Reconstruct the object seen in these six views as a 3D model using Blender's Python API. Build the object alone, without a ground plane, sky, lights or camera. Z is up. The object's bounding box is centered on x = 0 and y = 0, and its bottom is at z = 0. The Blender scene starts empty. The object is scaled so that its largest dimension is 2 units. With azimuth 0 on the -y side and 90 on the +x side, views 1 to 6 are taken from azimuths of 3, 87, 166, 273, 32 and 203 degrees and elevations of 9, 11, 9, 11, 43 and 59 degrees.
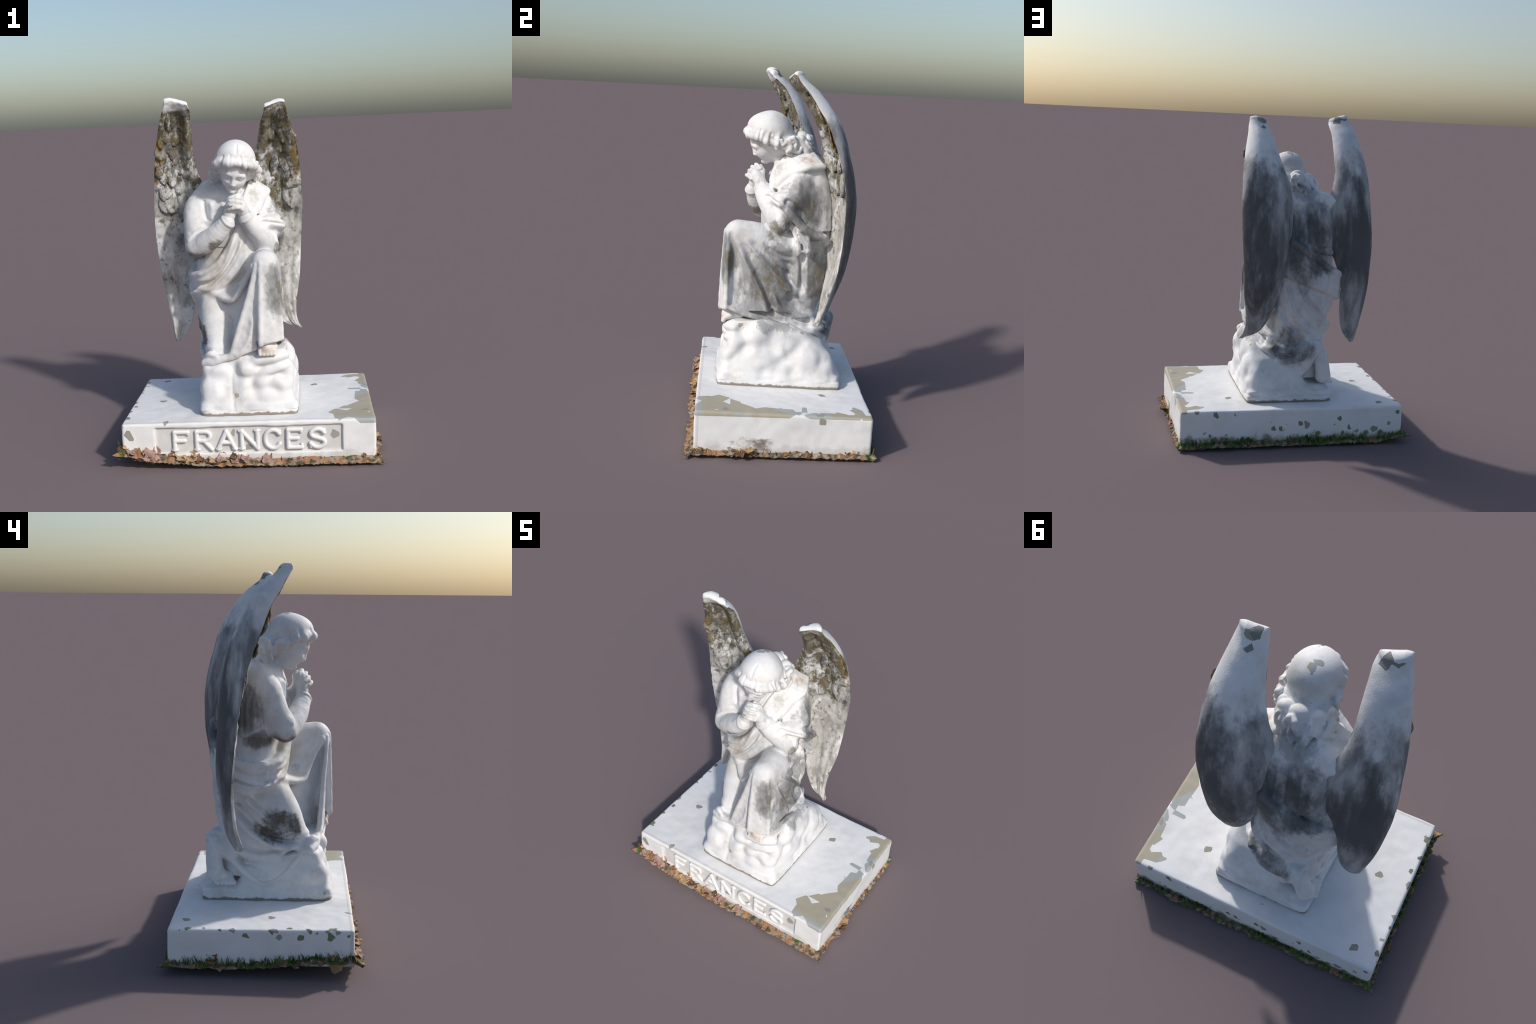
# Kneeling marble angel on a plinth, built from implicit solids (sculpted body,
# head, hands, rock, plinth), lofted wings, and separate feathers, letters and leaves.
import bpy, math, random
import numpy as np
from mathutils import Vector, Matrix, noise as mnoise

RNG = random.Random(7)
QUALITY = 1.0          # voxel size multiplier

# ----------------------------------------------------------------------------
# small curve helpers
# ----------------------------------------------------------------------------
def spline(pts, n=24):
    """Catmull-Rom through the rows of pts (any number of columns)."""
    P = np.asarray(pts, float)
    if len(P) == 2:
        t = np.linspace(0, 1, n)[:, None]
        return P[0] * (1 - t) + P[1] * t
    Q = np.vstack([2 * P[0] - P[1], P, 2 * P[-1] - P[-2]])
    out = []
    for s in np.linspace(0, len(P) - 1 - 1e-9, n):
        i = int(s); t = s - i
        a, b, c, d = Q[i], Q[i + 1], Q[i + 2], Q[i + 3]
        out.append(0.5 * (2 * b + (c - a) * t + (2 * a - 5 * b + 4 * c - d) * t * t + (3 * b - a - 3 * c + d) * t ** 3))
    return np.array(out)


def table(rows, z):
    """Column-wise interpolation of a table whose first column is the height (smooth)."""
    R = np.array(sorted(rows), float)
    return [np.interp(z, R[:, 0], R[:, k]) for k in range(1, R.shape[1])]


def euler(rx=0, ry=0, rz=0):
    return np.array(Matrix.Rotation(math.radians(rz), 3, 'Z') @ Matrix.Rotation(math.radians(ry), 3, 'Y') @ Matrix.Rotation(math.radians(rx), 3, 'X'))


def sstep(a, b, x):
    t = np.clip((x - a) / (b - a), 0, 1)
    return t * t * (3 - 2 * t)


# ----------------------------------------------------------------------------
# implicit solids: a signed distance grid that parts are blended into
# ----------------------------------------------------------------------------
class Clay:
    def __init__(self, lo, hi, h):
        self.h = h * QUALITY
        self.lo = np.array(lo, float)
        self.n = np.ceil((np.array(hi) - self.lo) / self.h).astype(int) + 1
        self.ax = [(self.lo[i] + self.h * np.arange(self.n[i])).astype(np.float32) for i in range(3)]
        self.D = np.full(self.n, 0.5, np.float32)
        self.L = np.zeros(self.n, np.int8)
        self.names = []

    def label(self, name):
        if name not in self.names:
            self.names.append(name)
        return self.names.index(name)

    def window(self, lo, hi):
        a = np.clip(np.floor((np.array(lo) - self.lo) / self.h).astype(int), 0, self.n)
        b = np.clip(np.ceil((np.array(hi) - self.lo) / self.h).astype(int) + 1, 0, self.n)
        if np.any(b <= a):
            return None, None
        sl = tuple(slice(a[i], b[i]) for i in range(3))
        X, Y, Z = np.meshgrid(*[self.ax[i][sl[i]] for i in range(3)], indexing='ij', sparse=True)
        return sl, (X, Y, Z)

    def blend(self, sl, f, k, name, cut=False):
        D = self.D[sl]
        if cut:
            h = np.clip(0.5 - 0.5 * (D + f) / k, 0, 1)
            self.D[sl] = D * (1 - h) - f * h + k * h * (1 - h)
            return
        self.L[sl] = np.where(f < D, self.label(name), self.L[sl])
        h = np.clip(0.5 + 0.5 * (D - f) / k, 0, 1)
        self.D[sl] = D * (1 - h) + f * h - k * h * (1 - h)

    def ball(self, name, c, r, rot=None, k=0.02, cut=False):
        c = np.array(c, float); r = np.broadcast_to(np.array(r, float), 3)
        m = (max(r) if rot is not None else r) + k + 0.012
        sl, W = self.window(c - m, c + m)
        if sl is None:
            return
        X, Y, Z = W[0] - c[0], W[1] - c[1], W[2] - c[2]
        if rot is not None:
            X, Y, Z = [rot[0, i] * X + rot[1, i] * Y + rot[2, i] * Z for i in range(3)]
        k0 = np.sqrt((X / r[0]) ** 2 + (Y / r[1]) ** 2 + (Z / r[2]) ** 2)
        k1 = np.sqrt((X / r[0] ** 2) ** 2 + (Y / r[1] ** 2) ** 2 + (Z / r[2] ** 2) ** 2) + 1e-6
        self.blend(sl, (k0 * (k0 - 1) / k1).astype(np.float32), k, name, cut)

    def box(self, name, c, half, rot=None, r=0.01, k=0.02, cut=False):
        c = np.array(c, float); half = np.array(half, float)
        m = (np.linalg.norm(half) if rot is not None else half) + k + 0.012
        sl, W = self.window(c - m, c + m)
        X, Y, Z = W[0] - c[0], W[1] - c[1], W[2] - c[2]
        if rot is not None:
            X, Y, Z = [rot[0, i] * X + rot[1, i] * Y + rot[2, i] * Z for i in range(3)]
        q = [np.abs(v) - (half[i] - r) for i, v in enumerate((X, Y, Z))]
        out = np.sqrt(sum(np.maximum(v, 0) ** 2 for v in q))
        f = out + np.minimum(np.maximum(np.maximum(q[0], q[1]), q[2]), 0) - r
        self.blend(sl, f.astype(np.float32), k, name, cut)

    def tube(self, name, pts, r, k=0.012, cut=False, flat=None, n=None):
        """Sweep of varying radius along a spline; flat=(axis, factor) squashes it along an axis."""
        P = np.asarray(pts, float)
        r = np.broadcast_to(np.asarray(r, float), len(P))
        L = np.linalg.norm(np.diff(P, axis=0), axis=1).sum()
        C = spline(np.column_stack([P, r]), n or int(np.clip(L / 0.018, 3, 48)))
        pad = C[:, 3].max() + k + 0.012
        sl, W = self.window(C[:, :3].min(0) - pad, C[:, :3].max(0) + pad)
        if sl is None:
            return
        f = np.full(self.D[sl].shape, 0.5, np.float32)
        off = [s.start for s in sl]
        M = np.eye(3)
        if flat is not None:
            a = np.array(flat[0], float); a /= np.linalg.norm(a)
            M = np.eye(3) + (flat[1] - 1) * np.outer(a, a)
        for i in range(len(C) - 1):
            a, b, ra, rb = C[i, :3], C[i + 1, :3], C[i, 3], C[i + 1, 3]
            s2, V = self.window(np.minimum(a, b) - pad, np.maximum(a, b) + pad)
            if s2 is None:
                continue
            X, Y, Z = V[0] - a[0], V[1] - a[1], V[2] - a[2]
            e = b - a
            if flat is not None:
                X, Y, Z = [M[j, 0] * X + M[j, 1] * Y + M[j, 2] * Z for j in range(3)]
                e = M @ e
            t = np.clip((X * e[0] + Y * e[1] + Z * e[2]) / (e @ e + 1e-12), 0, 1)
            d = np.sqrt((X - t * e[0]) ** 2 + (Y - t * e[1]) ** 2 + (Z - t * e[2]) ** 2) - (ra + (rb - ra) * t)
            loc = tuple(slice(s2[j].start - off[j], s2[j].stop - off[j]) for j in range(3))
            f[loc] = np.minimum(f[loc], d)
        self.blend(sl, f, k, name, cut)

    def web(self, name, A, B, r, k=0.015, n=14, cut=False):
        """Cloth spanned between two curves."""
        A, B = spline(A, n), spline(B, n)
        rows = []
        for i in range(n):
            rows += [A[i], B[i]] if i % 2 == 0 else [B[i], A[i]]
        P = np.array(rows)
        pad = r + k + 0.012
        sl, W = self.window(P.min(0) - pad, P.max(0) + pad)
        X, Y, Z = W
        f = np.full(self.D[sl].shape, 0.5, np.float32)
        # two triangles per strip, exact point-triangle distance
        for i in range(n - 1):
            for T in ((A[i], B[i], A[i + 1]), (B[i], B[i + 1], A[i + 1])):
                a, b, c = T
                s2, V = self.window(np.min(T, 0) - pad, np.max(T, 0) + pad)
                if s2 is None:
                    continue
                ba, cb, ac = b - a, c - b, a - c
                nn = np.cross(ba, ac)
                if nn @ nn < 1e-14:
                    continue
                def dot(v, w): return v[0] * w[0] + v[1] * w[1] + v[2] * w[2]
                pa, pb, pc = [[V[j] - q[j] for j in range(3)] for q in (a, b, c)]
                ins = (np.sign(dot(pa, np.cross(ba, nn))) + np.sign(dot(pb, np.cross(cb, nn))) + np.sign(dot(pc, np.cross(ac, nn)))) < 2
                def edge(p, e):
                    t = np.clip(dot(p, e) / (e @ e), 0, 1)
                    return sum((e[j] * t - p[j]) ** 2 for j in range(3))
                dd = np.where(ins, np.minimum(np.minimum(edge(pa, ba), edge(pb, cb)), edge(pc, ac)), dot(pa, nn) ** 2 / (nn @ nn))
                loc = tuple(slice(s2[j].start - sl[j].start, s2[j].stop - sl[j].start) for j in range(3))
                f[loc] = np.minimum(f[loc], np.sqrt(dd) - r)
        self.blend(sl, f, k, name, cut)

    def stack(self, name, rows, p=2.4, k=0.02, cut=False):
        """Vertical loft: rows of (z, x0, x1, y0, y1) as superelliptic slices."""
        R = np.array(sorted(rows), float)
        pad = k + 0.012
        sl, W = self.window((R[:, 1].min() - pad, R[:, 3].min() - pad, R[0, 0] - pad), (R[:, 2].max() + pad, R[:, 4].max() + pad, R[-1, 0] + pad))
        X, Y, Z = W
        zz = Z.ravel()
        zs = np.linspace(R[0, 0], R[-1, 0], 80)
        S = np.array([np.interp(zs, R[:, 0], R[:, c]) for c in range(1, 5)])
        ker = np.array([1, 2, 3, 2, 1.]) / 9
        S = np.array([np.convolve(np.pad(s, 2, mode='edge'), ker, 'valid') for s in S])
        x0, x1, y0, y1 = [np.interp(zz, zs, s)[None, None, :].astype(np.float32) for s in S]
        rx, ry = (x1 - x0) / 2, (y1 - y0) / 2
        q = (np.abs((X - (x0 + x1) / 2) / rx) ** p + np.abs((Y - (y0 + y1) / 2) / ry) ** p) ** (1 / p)
        f = (q - 1) * np.minimum(rx, ry)
        top = np.maximum(Z - R[-1, 0], R[0, 0] - Z)
        f = np.where((f > 0) & (top > 0), np.sqrt(f * f + top * top), np.maximum(f, top))
        self.blend(sl, f.astype(np.float32), k, name, cut)

    def ripple(self, lo, hi, fn):
        """Push the surface out by fn(x, y, z) inside a window."""
        sl, W = self.window(lo, hi)
        self.D[sl] -= fn(*W).astype(np.float32)

    def fold(self, axis, pts, amp, w, lo, hi, skew=0.0, fade=0.03):
        """Ridge (amp > 0) or groove (amp < 0) along a curve drawn in the plane normal to axis,
        on the surface between lo and hi on that axis; skew makes one flank steeper, like lapped cloth."""
        P = spline(pts, 40)
        i, j = [k for k in range(3) if k != axis]
        pad = 3.0 * w
        wl, wh = np.zeros(3), np.zeros(3)
        wl[[i, j]] = P.min(0) - pad; wh[[i, j]] = P.max(0) + pad
        wl[axis], wh[axis] = lo, hi
        sl, W = self.window(wl, wh)
        if sl is None:
            return
        U = W[i].ravel()[:, None]; V = W[j].ravel()[None, :]
        best = np.full((U.size, V.size), 9.0, np.float32); side = np.zeros_like(best); along = np.zeros_like(best)
        for k in range(len(P) - 1):
            a, e = P[k], P[k + 1] - P[k]
            du, dv = U - a[0], V - a[1]
            t = np.clip((du * e[0] + dv * e[1]) / (e @ e + 1e-12), 0, 1)
            d = np.hypot(du - t * e[0], dv - t * e[1])
            m = d < best
            best = np.where(m, d, best)
            side = np.where(m, np.sign(e[0] * dv - e[1] * du), side)
            along = np.where(m, (k + t) / (len(P) - 1), along)
        ww = w * (1 + skew * side)
        f = amp * np.exp(-(best / ww) ** 2) * sstep(0, 0.15, along) * sstep(0, 0.15, 1 - along)
        q = W[axis].ravel()
        g = sstep(lo, lo + fade, q) * sstep(0, fade, hi - q)
        shape = [1, 1, 1]; shape[axis] = -1
        self.D[sl] -= (np.expand_dims(f, axis) * g.reshape(shape)).astype(np.float32)

    def lumps(self, amp, size, seed=0, lo=None, hi=None):
        """Smooth value-noise relief."""
        sl, W = self.window(lo if lo is not None else self.lo, hi if hi is not None else self.lo + self.n * self.h)
        rng = np.random.default_rng(seed)
        ext = [w.max() - w.min() for w in W]
        cells = [max(2, int(e / size) + 3) for e in ext]
        G = rng.uniform(-1, 1, cells).astype(np.float32)
        idx, wts = [], []
        for i in range(3):
            u = (W[i].ravel() - W[i].min()) / size
            b = np.minimum(u.astype(int), cells[i] - 2)
            t = u - b
            idx.append(b); wts.append((t * t * (3 - 2 * t)).astype(np.float32))
        out = 0
        for dx in (0, 1):
            for dy in (0, 1):
                for dz in (0, 1):
                    w = 1
                    for i, dd in enumerate((dx, dy, dz)):
                        ww = wts[i] if dd else 1 - wts[i]
                        shape = [1, 1, 1]; shape[i] = -1
                        w = w * ww.reshape(shape)
                    out = out + w * G[np.ix_(idx[0] + dx, idx[1] + dy, idx[2] + dz)]
        self.D[sl] -= amp * out

    def mesh(self):
        """Naive surface nets -> vertices, quads, label per quad."""
        D = self.D
        for a in range(3):
            s = [slice(None)] * 3
            for e in (0, -1):
                s[a] = e
                D[tuple(s)] = np.maximum(D[tuple(s)], 0.001)
        neg = D < 0
        cnt = np.zeros(np.array(D.shape) - 1, np.int8)
        for dx in (0, 1):
            for dy in (0, 1):
                for dz in (0, 1):
                    cnt += neg[dx:D.shape[0] - 1 + dx, dy:D.shape[1] - 1 + dy, dz:D.shape[2] - 1 + dz]
        act = np.argwhere((cnt > 0) & (cnt < 8))
        ids = np.full(cnt.shape, -1, np.int32)
        ids[tuple(act.T)] = np.arange(len(act))
        acc = np.zeros((len(act), 3)); num = np.zeros(len(act))
        corners = [(a, b, c) for a in (0, 1) for b in (0, 1) for c in (0, 1)]
        for c0 in corners:
            for ax in range(3):
                if c0[ax]:
                    continue
                c1 = list(c0); c1[ax] = 1
                v0 = D[tuple((act + c0).T)]; v1 = D[tuple((act + c1).T)]
                m = (v0 < 0) != (v1 < 0)
                t = v0[m] / (v0[m] - v1[m])
                p = np.repeat(np.array(c0, float)[None], m.sum(), 0)
                p[:, ax] = t
                acc[m] += p; num[m] += 1
        V = self.lo + (act + acc / num[:, None]) * self.h
        quads, labs = [], []
        for ax in range(3):
            u, w = (ax + 1) % 3, (ax + 2) % 3
            s0 = [slice(None)] * 3; s1 = [slice(None)] * 3
            s0[ax] = slice(0, -1); s1[ax] = slice(1, None)
            ch = np.argwhere(neg[tuple(s0)] != neg[tuple(s1)])
            ch = ch[(ch[:, u] > 0) & (ch[:, w] > 0) & (ch[:, u] < D.shape[u] - 1) & (ch[:, w] < D.shape[w] - 1)]
            q = []
            for du, dw in ((-1, -1), (0, -1), (0, 0), (-1, 0)):
                o = ch.copy(); o[:, u] += du; o[:, w] += dw
                q.append(ids[tuple(o.T)])
            q = np.array(q).T
            inside = neg[tuple(ch.T)]
            q[~inside] = q[~inside][:, ::-1]
            quads.append(q); labs.append(self.L[tuple(ch.T)])
        return V, np.vstack(quads), np.concatenate(labs)


# ----------------------------------------------------------------------------
# Blender object helpers
# ----------------------------------------------------------------------------
def empty(name, parent=None):
    ob = bpy.data.objects.new(name, None)
    bpy.context.collection.objects.link(ob)
    ob.parent = parent
    return ob


def mesh_from(name, V, F):
    me = bpy.data.meshes.new(name)
    V = np.asarray(V, np.float32); F = np.asarray(F, np.int32)
    k = F.shape[1]
    me.vertices.add(len(V)); me.vertices.foreach_set('co', V.ravel())
    me.loops.add(F.size); me.loops.foreach_set('vertex_index', F.ravel())
    me.polygons.add(len(F)); me.polygons.foreach_set('loop_start', np.arange(len(F), dtype=np.int32) * k)
    me.update(calc_edges=True)
    me.validate()
    me.polygons.foreach_set('use_smooth', np.ones(len(me.polygons), bool))
    return me


def put(name, me, parent, mat):
    ob = bpy.data.objects.new(name, me)
    bpy.context.collection.objects.link(ob)
    ob.parent = parent
    if mat is not None and not me.materials:
        me.materials.append(mat)
    return ob


def relax(V, F, n=1, lam=0.5):
    """Light smoothing of a quad mesh."""
    V = V.copy()
    E = np.vstack([F[:, [i, (i + 1) % 4]] for i in range(4)])
    deg = np.bincount(E[:, 0], minlength=len(V)) + np.bincount(E[:, 1], minlength=len(V))
    for it in range(n):
        A = np.zeros_like(V)
        for c in range(3):
            A[:, c] = np.bincount(E[:, 0], V[E[:, 1], c], len(V)) + np.bincount(E[:, 1], V[E[:, 0], c], len(V))
        V += lam * (A / np.maximum(deg, 1)[:, None] - V)
    return V


def clay_objects(clay, parent, mats, smooth=1):
    """Split one continuous surface into named parts that share border vertices and normals."""
    V, F, lab = clay.mesh()
    V = relax(V, F, smooth)
    whole = mesh_from('whole', V, F)
    N = np.empty(len(V) * 3, np.float32)
    whole.vertex_normals.foreach_get('vector', N)
    N = N.reshape(-1, 3)
    bpy.data.meshes.remove(whole)
    obs = {}
    for i, name in enumerate(clay.names):
        f = F[lab == i]
        if not len(f):
            continue
        used, inv = np.unique(f, return_inverse=True)
        me = mesh_from(name, V[used], inv.reshape(f.shape))
        me.normals_split_custom_set_from_vertices(N[used].tolist())
        nm = name.split('|')[0]
        obs[name] = put(nm, me, parent, mats[nm] if isinstance(mats, dict) else mats)
    return obs

# ----------------------------------------------------------------------------
# the figure: torso, arms, draped cloth, kneeling leg
# ----------------------------------------------------------------------------
def build_figure():
    B = Clay((-0.365, -0.385, 0.27), (0.30, 0.385, 1.575), 0.0042)
    # torso: blouse above, bare waist band below its hem
    B.stack('torso', [(1.52, -0.16, 0.05, 0.0, 0.15), (1.47, -0.250, 0.09, -0.048, 0.195), (1.40, -0.285, 0.10, -0.085, 0.24),
                      (1.30, -0.290, 0.11, -0.092, 0.268), (1.20, -0.285, 0.11, -0.072, 0.28), (1.15, -0.282, 0.11, -0.065, 0.275)], p=2.3)
    B.stack('torso', [(1.17, -0.272, 0.12, -0.06, 0.255), (1.05, -0.285, 0.13, -0.055, 0.265), (0.93, -0.292, 0.13, -0.05, 0.265)], p=2.3, k=0.006)
    B.tube('torso', [(-0.045, -0.02, 1.50), (-0.06, 0.03, 1.40)], [0.055, 0.07], k=0.03)
    # drooping blouse hem round the right side and back, with gathers above it
    hem = [(-0.06, 0.285, 1.20), (-0.14, 0.275, 1.175), (-0.225, 0.235, 1.155), (-0.275, 0.14, 1.145), (-0.280, 0.05, 1.142), (-0.24, -0.03, 1.138)]
    B.tube('torso', hem, [0.010, 0.012, 0.014, 0.014, 0.014, 0.012], k=0.02)
    for i in range(8):
        y = -0.02 + 0.032 * i
        B.fold(0, [(y * 0.9 + 0.01, 1.34), (y, 1.24), (y + 0.002, 1.15)], 0.009, 0.010, -0.35, -0.15)
    # shoulder blade bridging to the root of the right wing
    B.tube('torso', [(-0.15, 0.13, 1.465), (-0.205, 0.150, 1.465), (-0.255, 0.175, 1.465)], [0.062, 0.054, 0.030], k=0.05)
    # neckline
    B.tube('torso', [(-0.165, 0.05, 1.505), (-0.138, -0.015, 1.482), (-0.098, -0.046, 1.462), (-0.05, -0.055, 1.455)], 0.008, k=0.01)

    # right arm (viewer's left): full sleeve
    B.tube('arm|r', [(-0.225, 0.04, 1.415), (-0.260, 0.0, 1.36), (-0.266, -0.035, 1.265), (-0.262, -0.08, 1.175)], [0.070, 0.072, 0.069, 0.064], k=0.035)
    B.tube('arm|r', [(-0.260, -0.09, 1.162), (-0.20, -0.12, 1.193), (-0.142, -0.15, 1.235), (-0.072, -0.180, 1.306)], [0.062, 0.062, 0.056, 0.042], k=0.012)
    B.fold(1, [(-0.315, 1.19), (-0.265, 1.245), (-0.205, 1.275)], 0.008, 0.012, -0.20, -0.06, skew=0.4)
    B.fold(1, [(-0.30, 1.235), (-0.24, 1.275), (-0.20, 1.30)], -0.006, 0.010, -0.20, -0.06)
    B.fold(1, [(-0.212, 1.43), (-0.208, 1.37), (-0.196, 1.30)], -0.012, 0.010, -0.16, 0.0)
    B.fold(1, [(-0.175, 1.42), (-0.165, 1.37), (-0.172, 1.30)], 0.008, 0.015, -0.16, 0.0)
    B.fold(1, [(-0.11, 1.43), (-0.10, 1.38), (-0.12, 1.30)], 0.006, 0.015, -0.16, 0.0)
    c, d = np.array((-0.068, -0.182, 1.31)), np.array((0.58, -0.27, 0.62)); d /= np.linalg.norm(d)
    ring(B, 'arm|r', c, d, 0.040, 0.006)
    # left arm
    B.tube('arm|l', [(0.10, 0.07, 1.38), (0.125, 0.02, 1.27), (0.137, -0.030, 1.152)], [0.07, 0.07, 0.062], k=0.02)
    B.tube('arm|l', [(0.140, -0.034, 1.146), (0.104, -0.070, 1.215), (0.068, -0.103, 1.27), (0.032, -0.132, 1.322)], [0.062, 0.062, 0.057, 0.046], k=0.015)
    d = np.array((-0.40, -0.33, 0.80)); d /= np.linalg.norm(d)
    ring(B, 'arm|l', np.array((0.031, -0.132, 1.323)), d, 0.045, 0.006)
    B.fold(1, [(0.140, 1.262), (0.180, 1.205), (0.186, 1.13)], -0.007, 0.009, -0.15, 0.0)
    B.fold(1, [(0.10, 1.285), (0.16, 1.215), (0.172, 1.13)], 0.005, 0.012, -0.15, 0.0)

    # cloak over the left shoulder and upper arm
    B.tube('cloak', [(0.035, 0.10, 1.465), (0.082, 0.095, 1.415), (0.106, 0.085, 1.33), (0.112, 0.105, 1.23), (0.102, 0.14, 1.15)], [0.040, 0.056, 0.070, 0.072, 0.062], k=0.03)
    B.stack('cloak', [(1.525, -0.01, 0.075, 0.06, 0.145), (1.46, -0.06, 0.115, 0.02, 0.20), (1.38, -0.08, 0.138, 0.0, 0.235), (1.25, -0.08, 0.156, 0.02, 0.26), (1.11, -0.05, 0.155, 0.07, 0.27)], p=2.5)
    # back of the cloak
    B.stack('cloak', [(1.52, -0.15, 0.05, 0.09, 0.180), (1.46, -0.20, 0.09, 0.08, 0.230), (1.36, -0.235, 0.11, 0.08, 0.262), (1.27, -0.24, 0.12, 0.10, 0.28), (1.195, -0.235, 0.12, 0.10, 0.293)], p=2.8, k=0.012)
    for x0, x1 in [(-0.185, -0.205), (-0.14, -0.15), (-0.085, -0.09), (-0.03, -0.03), (0.02, 0.03)]:
        B.fold(1, [(x0, 1.45), (0.5 * x0 + 0.5 * x1, 1.32), (x1, 1.19)], 0.009, 0.014, 0.15, 0.34)
        B.fold(1, [(x0 + 0.025, 1.45), (0.5 * x0 + 0.5 * x1 + 0.025, 1.32), (x1 + 0.026, 1.19)], -0.007, 0.010, 0.15, 0.34)
    # lapel: a folded-back band from nape over shoulder down the chest
    B.web('cloak', [(0.02, 0.13, 1.535), (0.055, 0.03, 1.518), (0.035, -0.038, 1.460), (0.006, -0.072, 1.400), (-0.01, -0.080, 1.33)],
          [(0.10, 0.19, 1.47), (0.150, 0.098, 1.450), (0.128, 0.03, 1.425), (0.096, -0.042, 1.37), (0.064, -0.075, 1.328)], 0.015, k=0.010)
    B.tube('cloak', [(0.10, 0.20, 1.462), (0.147, 0.10, 1.448), (0.128, 0.03, 1.424), (0.095, -0.042, 1.37), (0.064, -0.077, 1.328)], [0.015] * 5, k=0.006)
    B.fold(1, [(0.030, 1.50), (0.005, 1.44), (-0.022, 1.37)], -0.010, 0.008, -0.15, 0.04)
    B.fold(1, [(0.005, 1.49), (-0.020, 1.43), (-0.045, 1.36)], 0.010, 0.012, -0.15, 0.02)
    B.ball('cloak', (0.055, 0.0, 1.375), (0.062, 0.062, 0.09), k=0.03)
    B.fold(1, [(0.115, 1.455), (0.075, 1.40), (0.040, 1.335)], -0.006, 0.010, -0.13, 0.10)
    B.fold(1, [(0.085, 1.475), (0.045, 1.42), (0.012, 1.35)], 0.005, 0.012, -0.13, 0.08)
    # sleeve edge: gathers into the tuck at the elbow, then a heavy hem runs back and down
    B.tube('cloak', [(0.225, -0.030, 1.258), (0.215, 0.02, 1.215), (0.200, 0.09, 1.14), (0.185, 0.16, 1.095), (0.165, 0.22, 1.08)], [0.014, 0.020, 0.021, 0.020, 0.018], k=0.03)
    B.tube('cloak', [(0.232, -0.030, 1.264), (0.20, -0.045, 1.275), (0.15, -0.065, 1.285), (0.10, -0.085, 1.30)], [0.017, 0.026, 0.026, 0.016], k=0.025)
    B.ball('cloak', (0.165, 0.03, 1.285), (0.055, 0.075, 0.06), k=0.04)
    B.fold(1, [(0.250, 1.262), (0.20, 1.277), (0.15, 1.287), (0.10, 1.293)], -0.010, 0.007, -0.13, 0.02)
    B.fold(1, [(0.215, 1.310), (0.146, 1.315), (0.090, 1.303)], 0.006, 0.010, -0.13, 0.05, skew=0.3)
    B.fold(1, [(0.215, 1.330), (0.16, 1.333), (0.10, 1.318)], -0.007, 0.009, -0.13, 0.06)
    B.fold(1, [(0.190, 1.365), (0.140, 1.338), (0.090, 1.322)], 0.008, 0.013, -0.13, 0.08)
    B.fold(0, [(-0.03, 1.30), (0.05, 1.255), (0.13, 1.165), (0.20, 1.12)], -0.008, 0.010, 0.13, 0.28)
    B.fold(0, [(-0.03, 1.31), (0.05, 1.285), (0.13, 1.21), (0.20, 1.16)], 0.007, 0.014, 0.13, 0.28)
    B.fold(0, [(0.02, 1.42), (0.06, 1.37), (0.05, 1.31)], 0.005, 0.015, 0.10, 0.28)
    # cloth ends hanging behind the elbow
    B.web('cloak', [(0.14, 0.035, 1.13), (0.165, 0.065, 1.06), (0.180, 0.080, 0.985)], [(0.165, 0.12, 1.12), (0.190, 0.13, 1.06), (0.208, 0.136, 1.012)], 0.010, k=0.02)
    B.fold(0, [(0.075, 1.13), (0.105, 1.07), (0.130, 1.015)], 0.008, 0.010, 0.12, 0.28)
    B.fold(0, [(0.055, 1.12), (0.085, 1.06), (0.105, 1.00)], -0.008, 0.008, 0.12, 0.28)

    # hips and skirt mass
    B.stack('skirt', [(1.05, -0.265, 0.145, -0.04, 0.265), (0.95, -0.288, 0.155, -0.04, 0.285), (0.86, -0.298, 0.170, -0.04, 0.288), (0.76, -0.268, 0.160, -0.05, 0.286),
                      (0.66, -0.245, 0.118, -0.07, 0.272), (0.56, -0.230, 0.105, -0.09, 0.262), (0.47, -0.22, 0.08, -0.05, 0.265), (0.36, -0.22, 0.0, 0.0, 0.255)], p=2.15)
    # left leg: thigh forward, shin straight down under hanging cloth
    B.tube('leg|l', [(0.06, 0.05, 0.985), (0.095, -0.06, 1.025), (0.122, -0.17, 1.062), (0.13, -0.255, 1.077)], [0.105, 0.096, 0.083, 0.077], k=0.025)
    B.stack('skirt', [(1.08, 0.075, 0.190, -0.322, -0.12), (1.0, 0.065, 0.198, -0.330, -0.02), (0.9, 0.062, 0.200, -0.333, 0.02), (0.8, 0.062, 0.198, -0.336, 0.055),
                      (0.72, 0.062, 0.198, -0.340, 0.035), (0.655, 0.062, 0.204, -0.342, 0.03)], p=3.2, k=0.02)
    B.stack('skirt', [(0.70, 0.0, 0.150, -0.22, 0.12), (0.62, 0.0, 0.178, -0.20, 0.17), (0.55, 0.0, 0.165, -0.10, 0.20)], p=2.2, k=0.03)
    B.stack('skirt', [(0.84, -0.275, -0.05, -0.04, 0.18), (0.72, -0.268, -0.05, -0.09, 0.17), (0.60, -0.258, -0.05, -0.11, 0.16), (0.50, -0.252, -0.05, -0.10, 0.12)], p=2.6, k=0.03)
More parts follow.
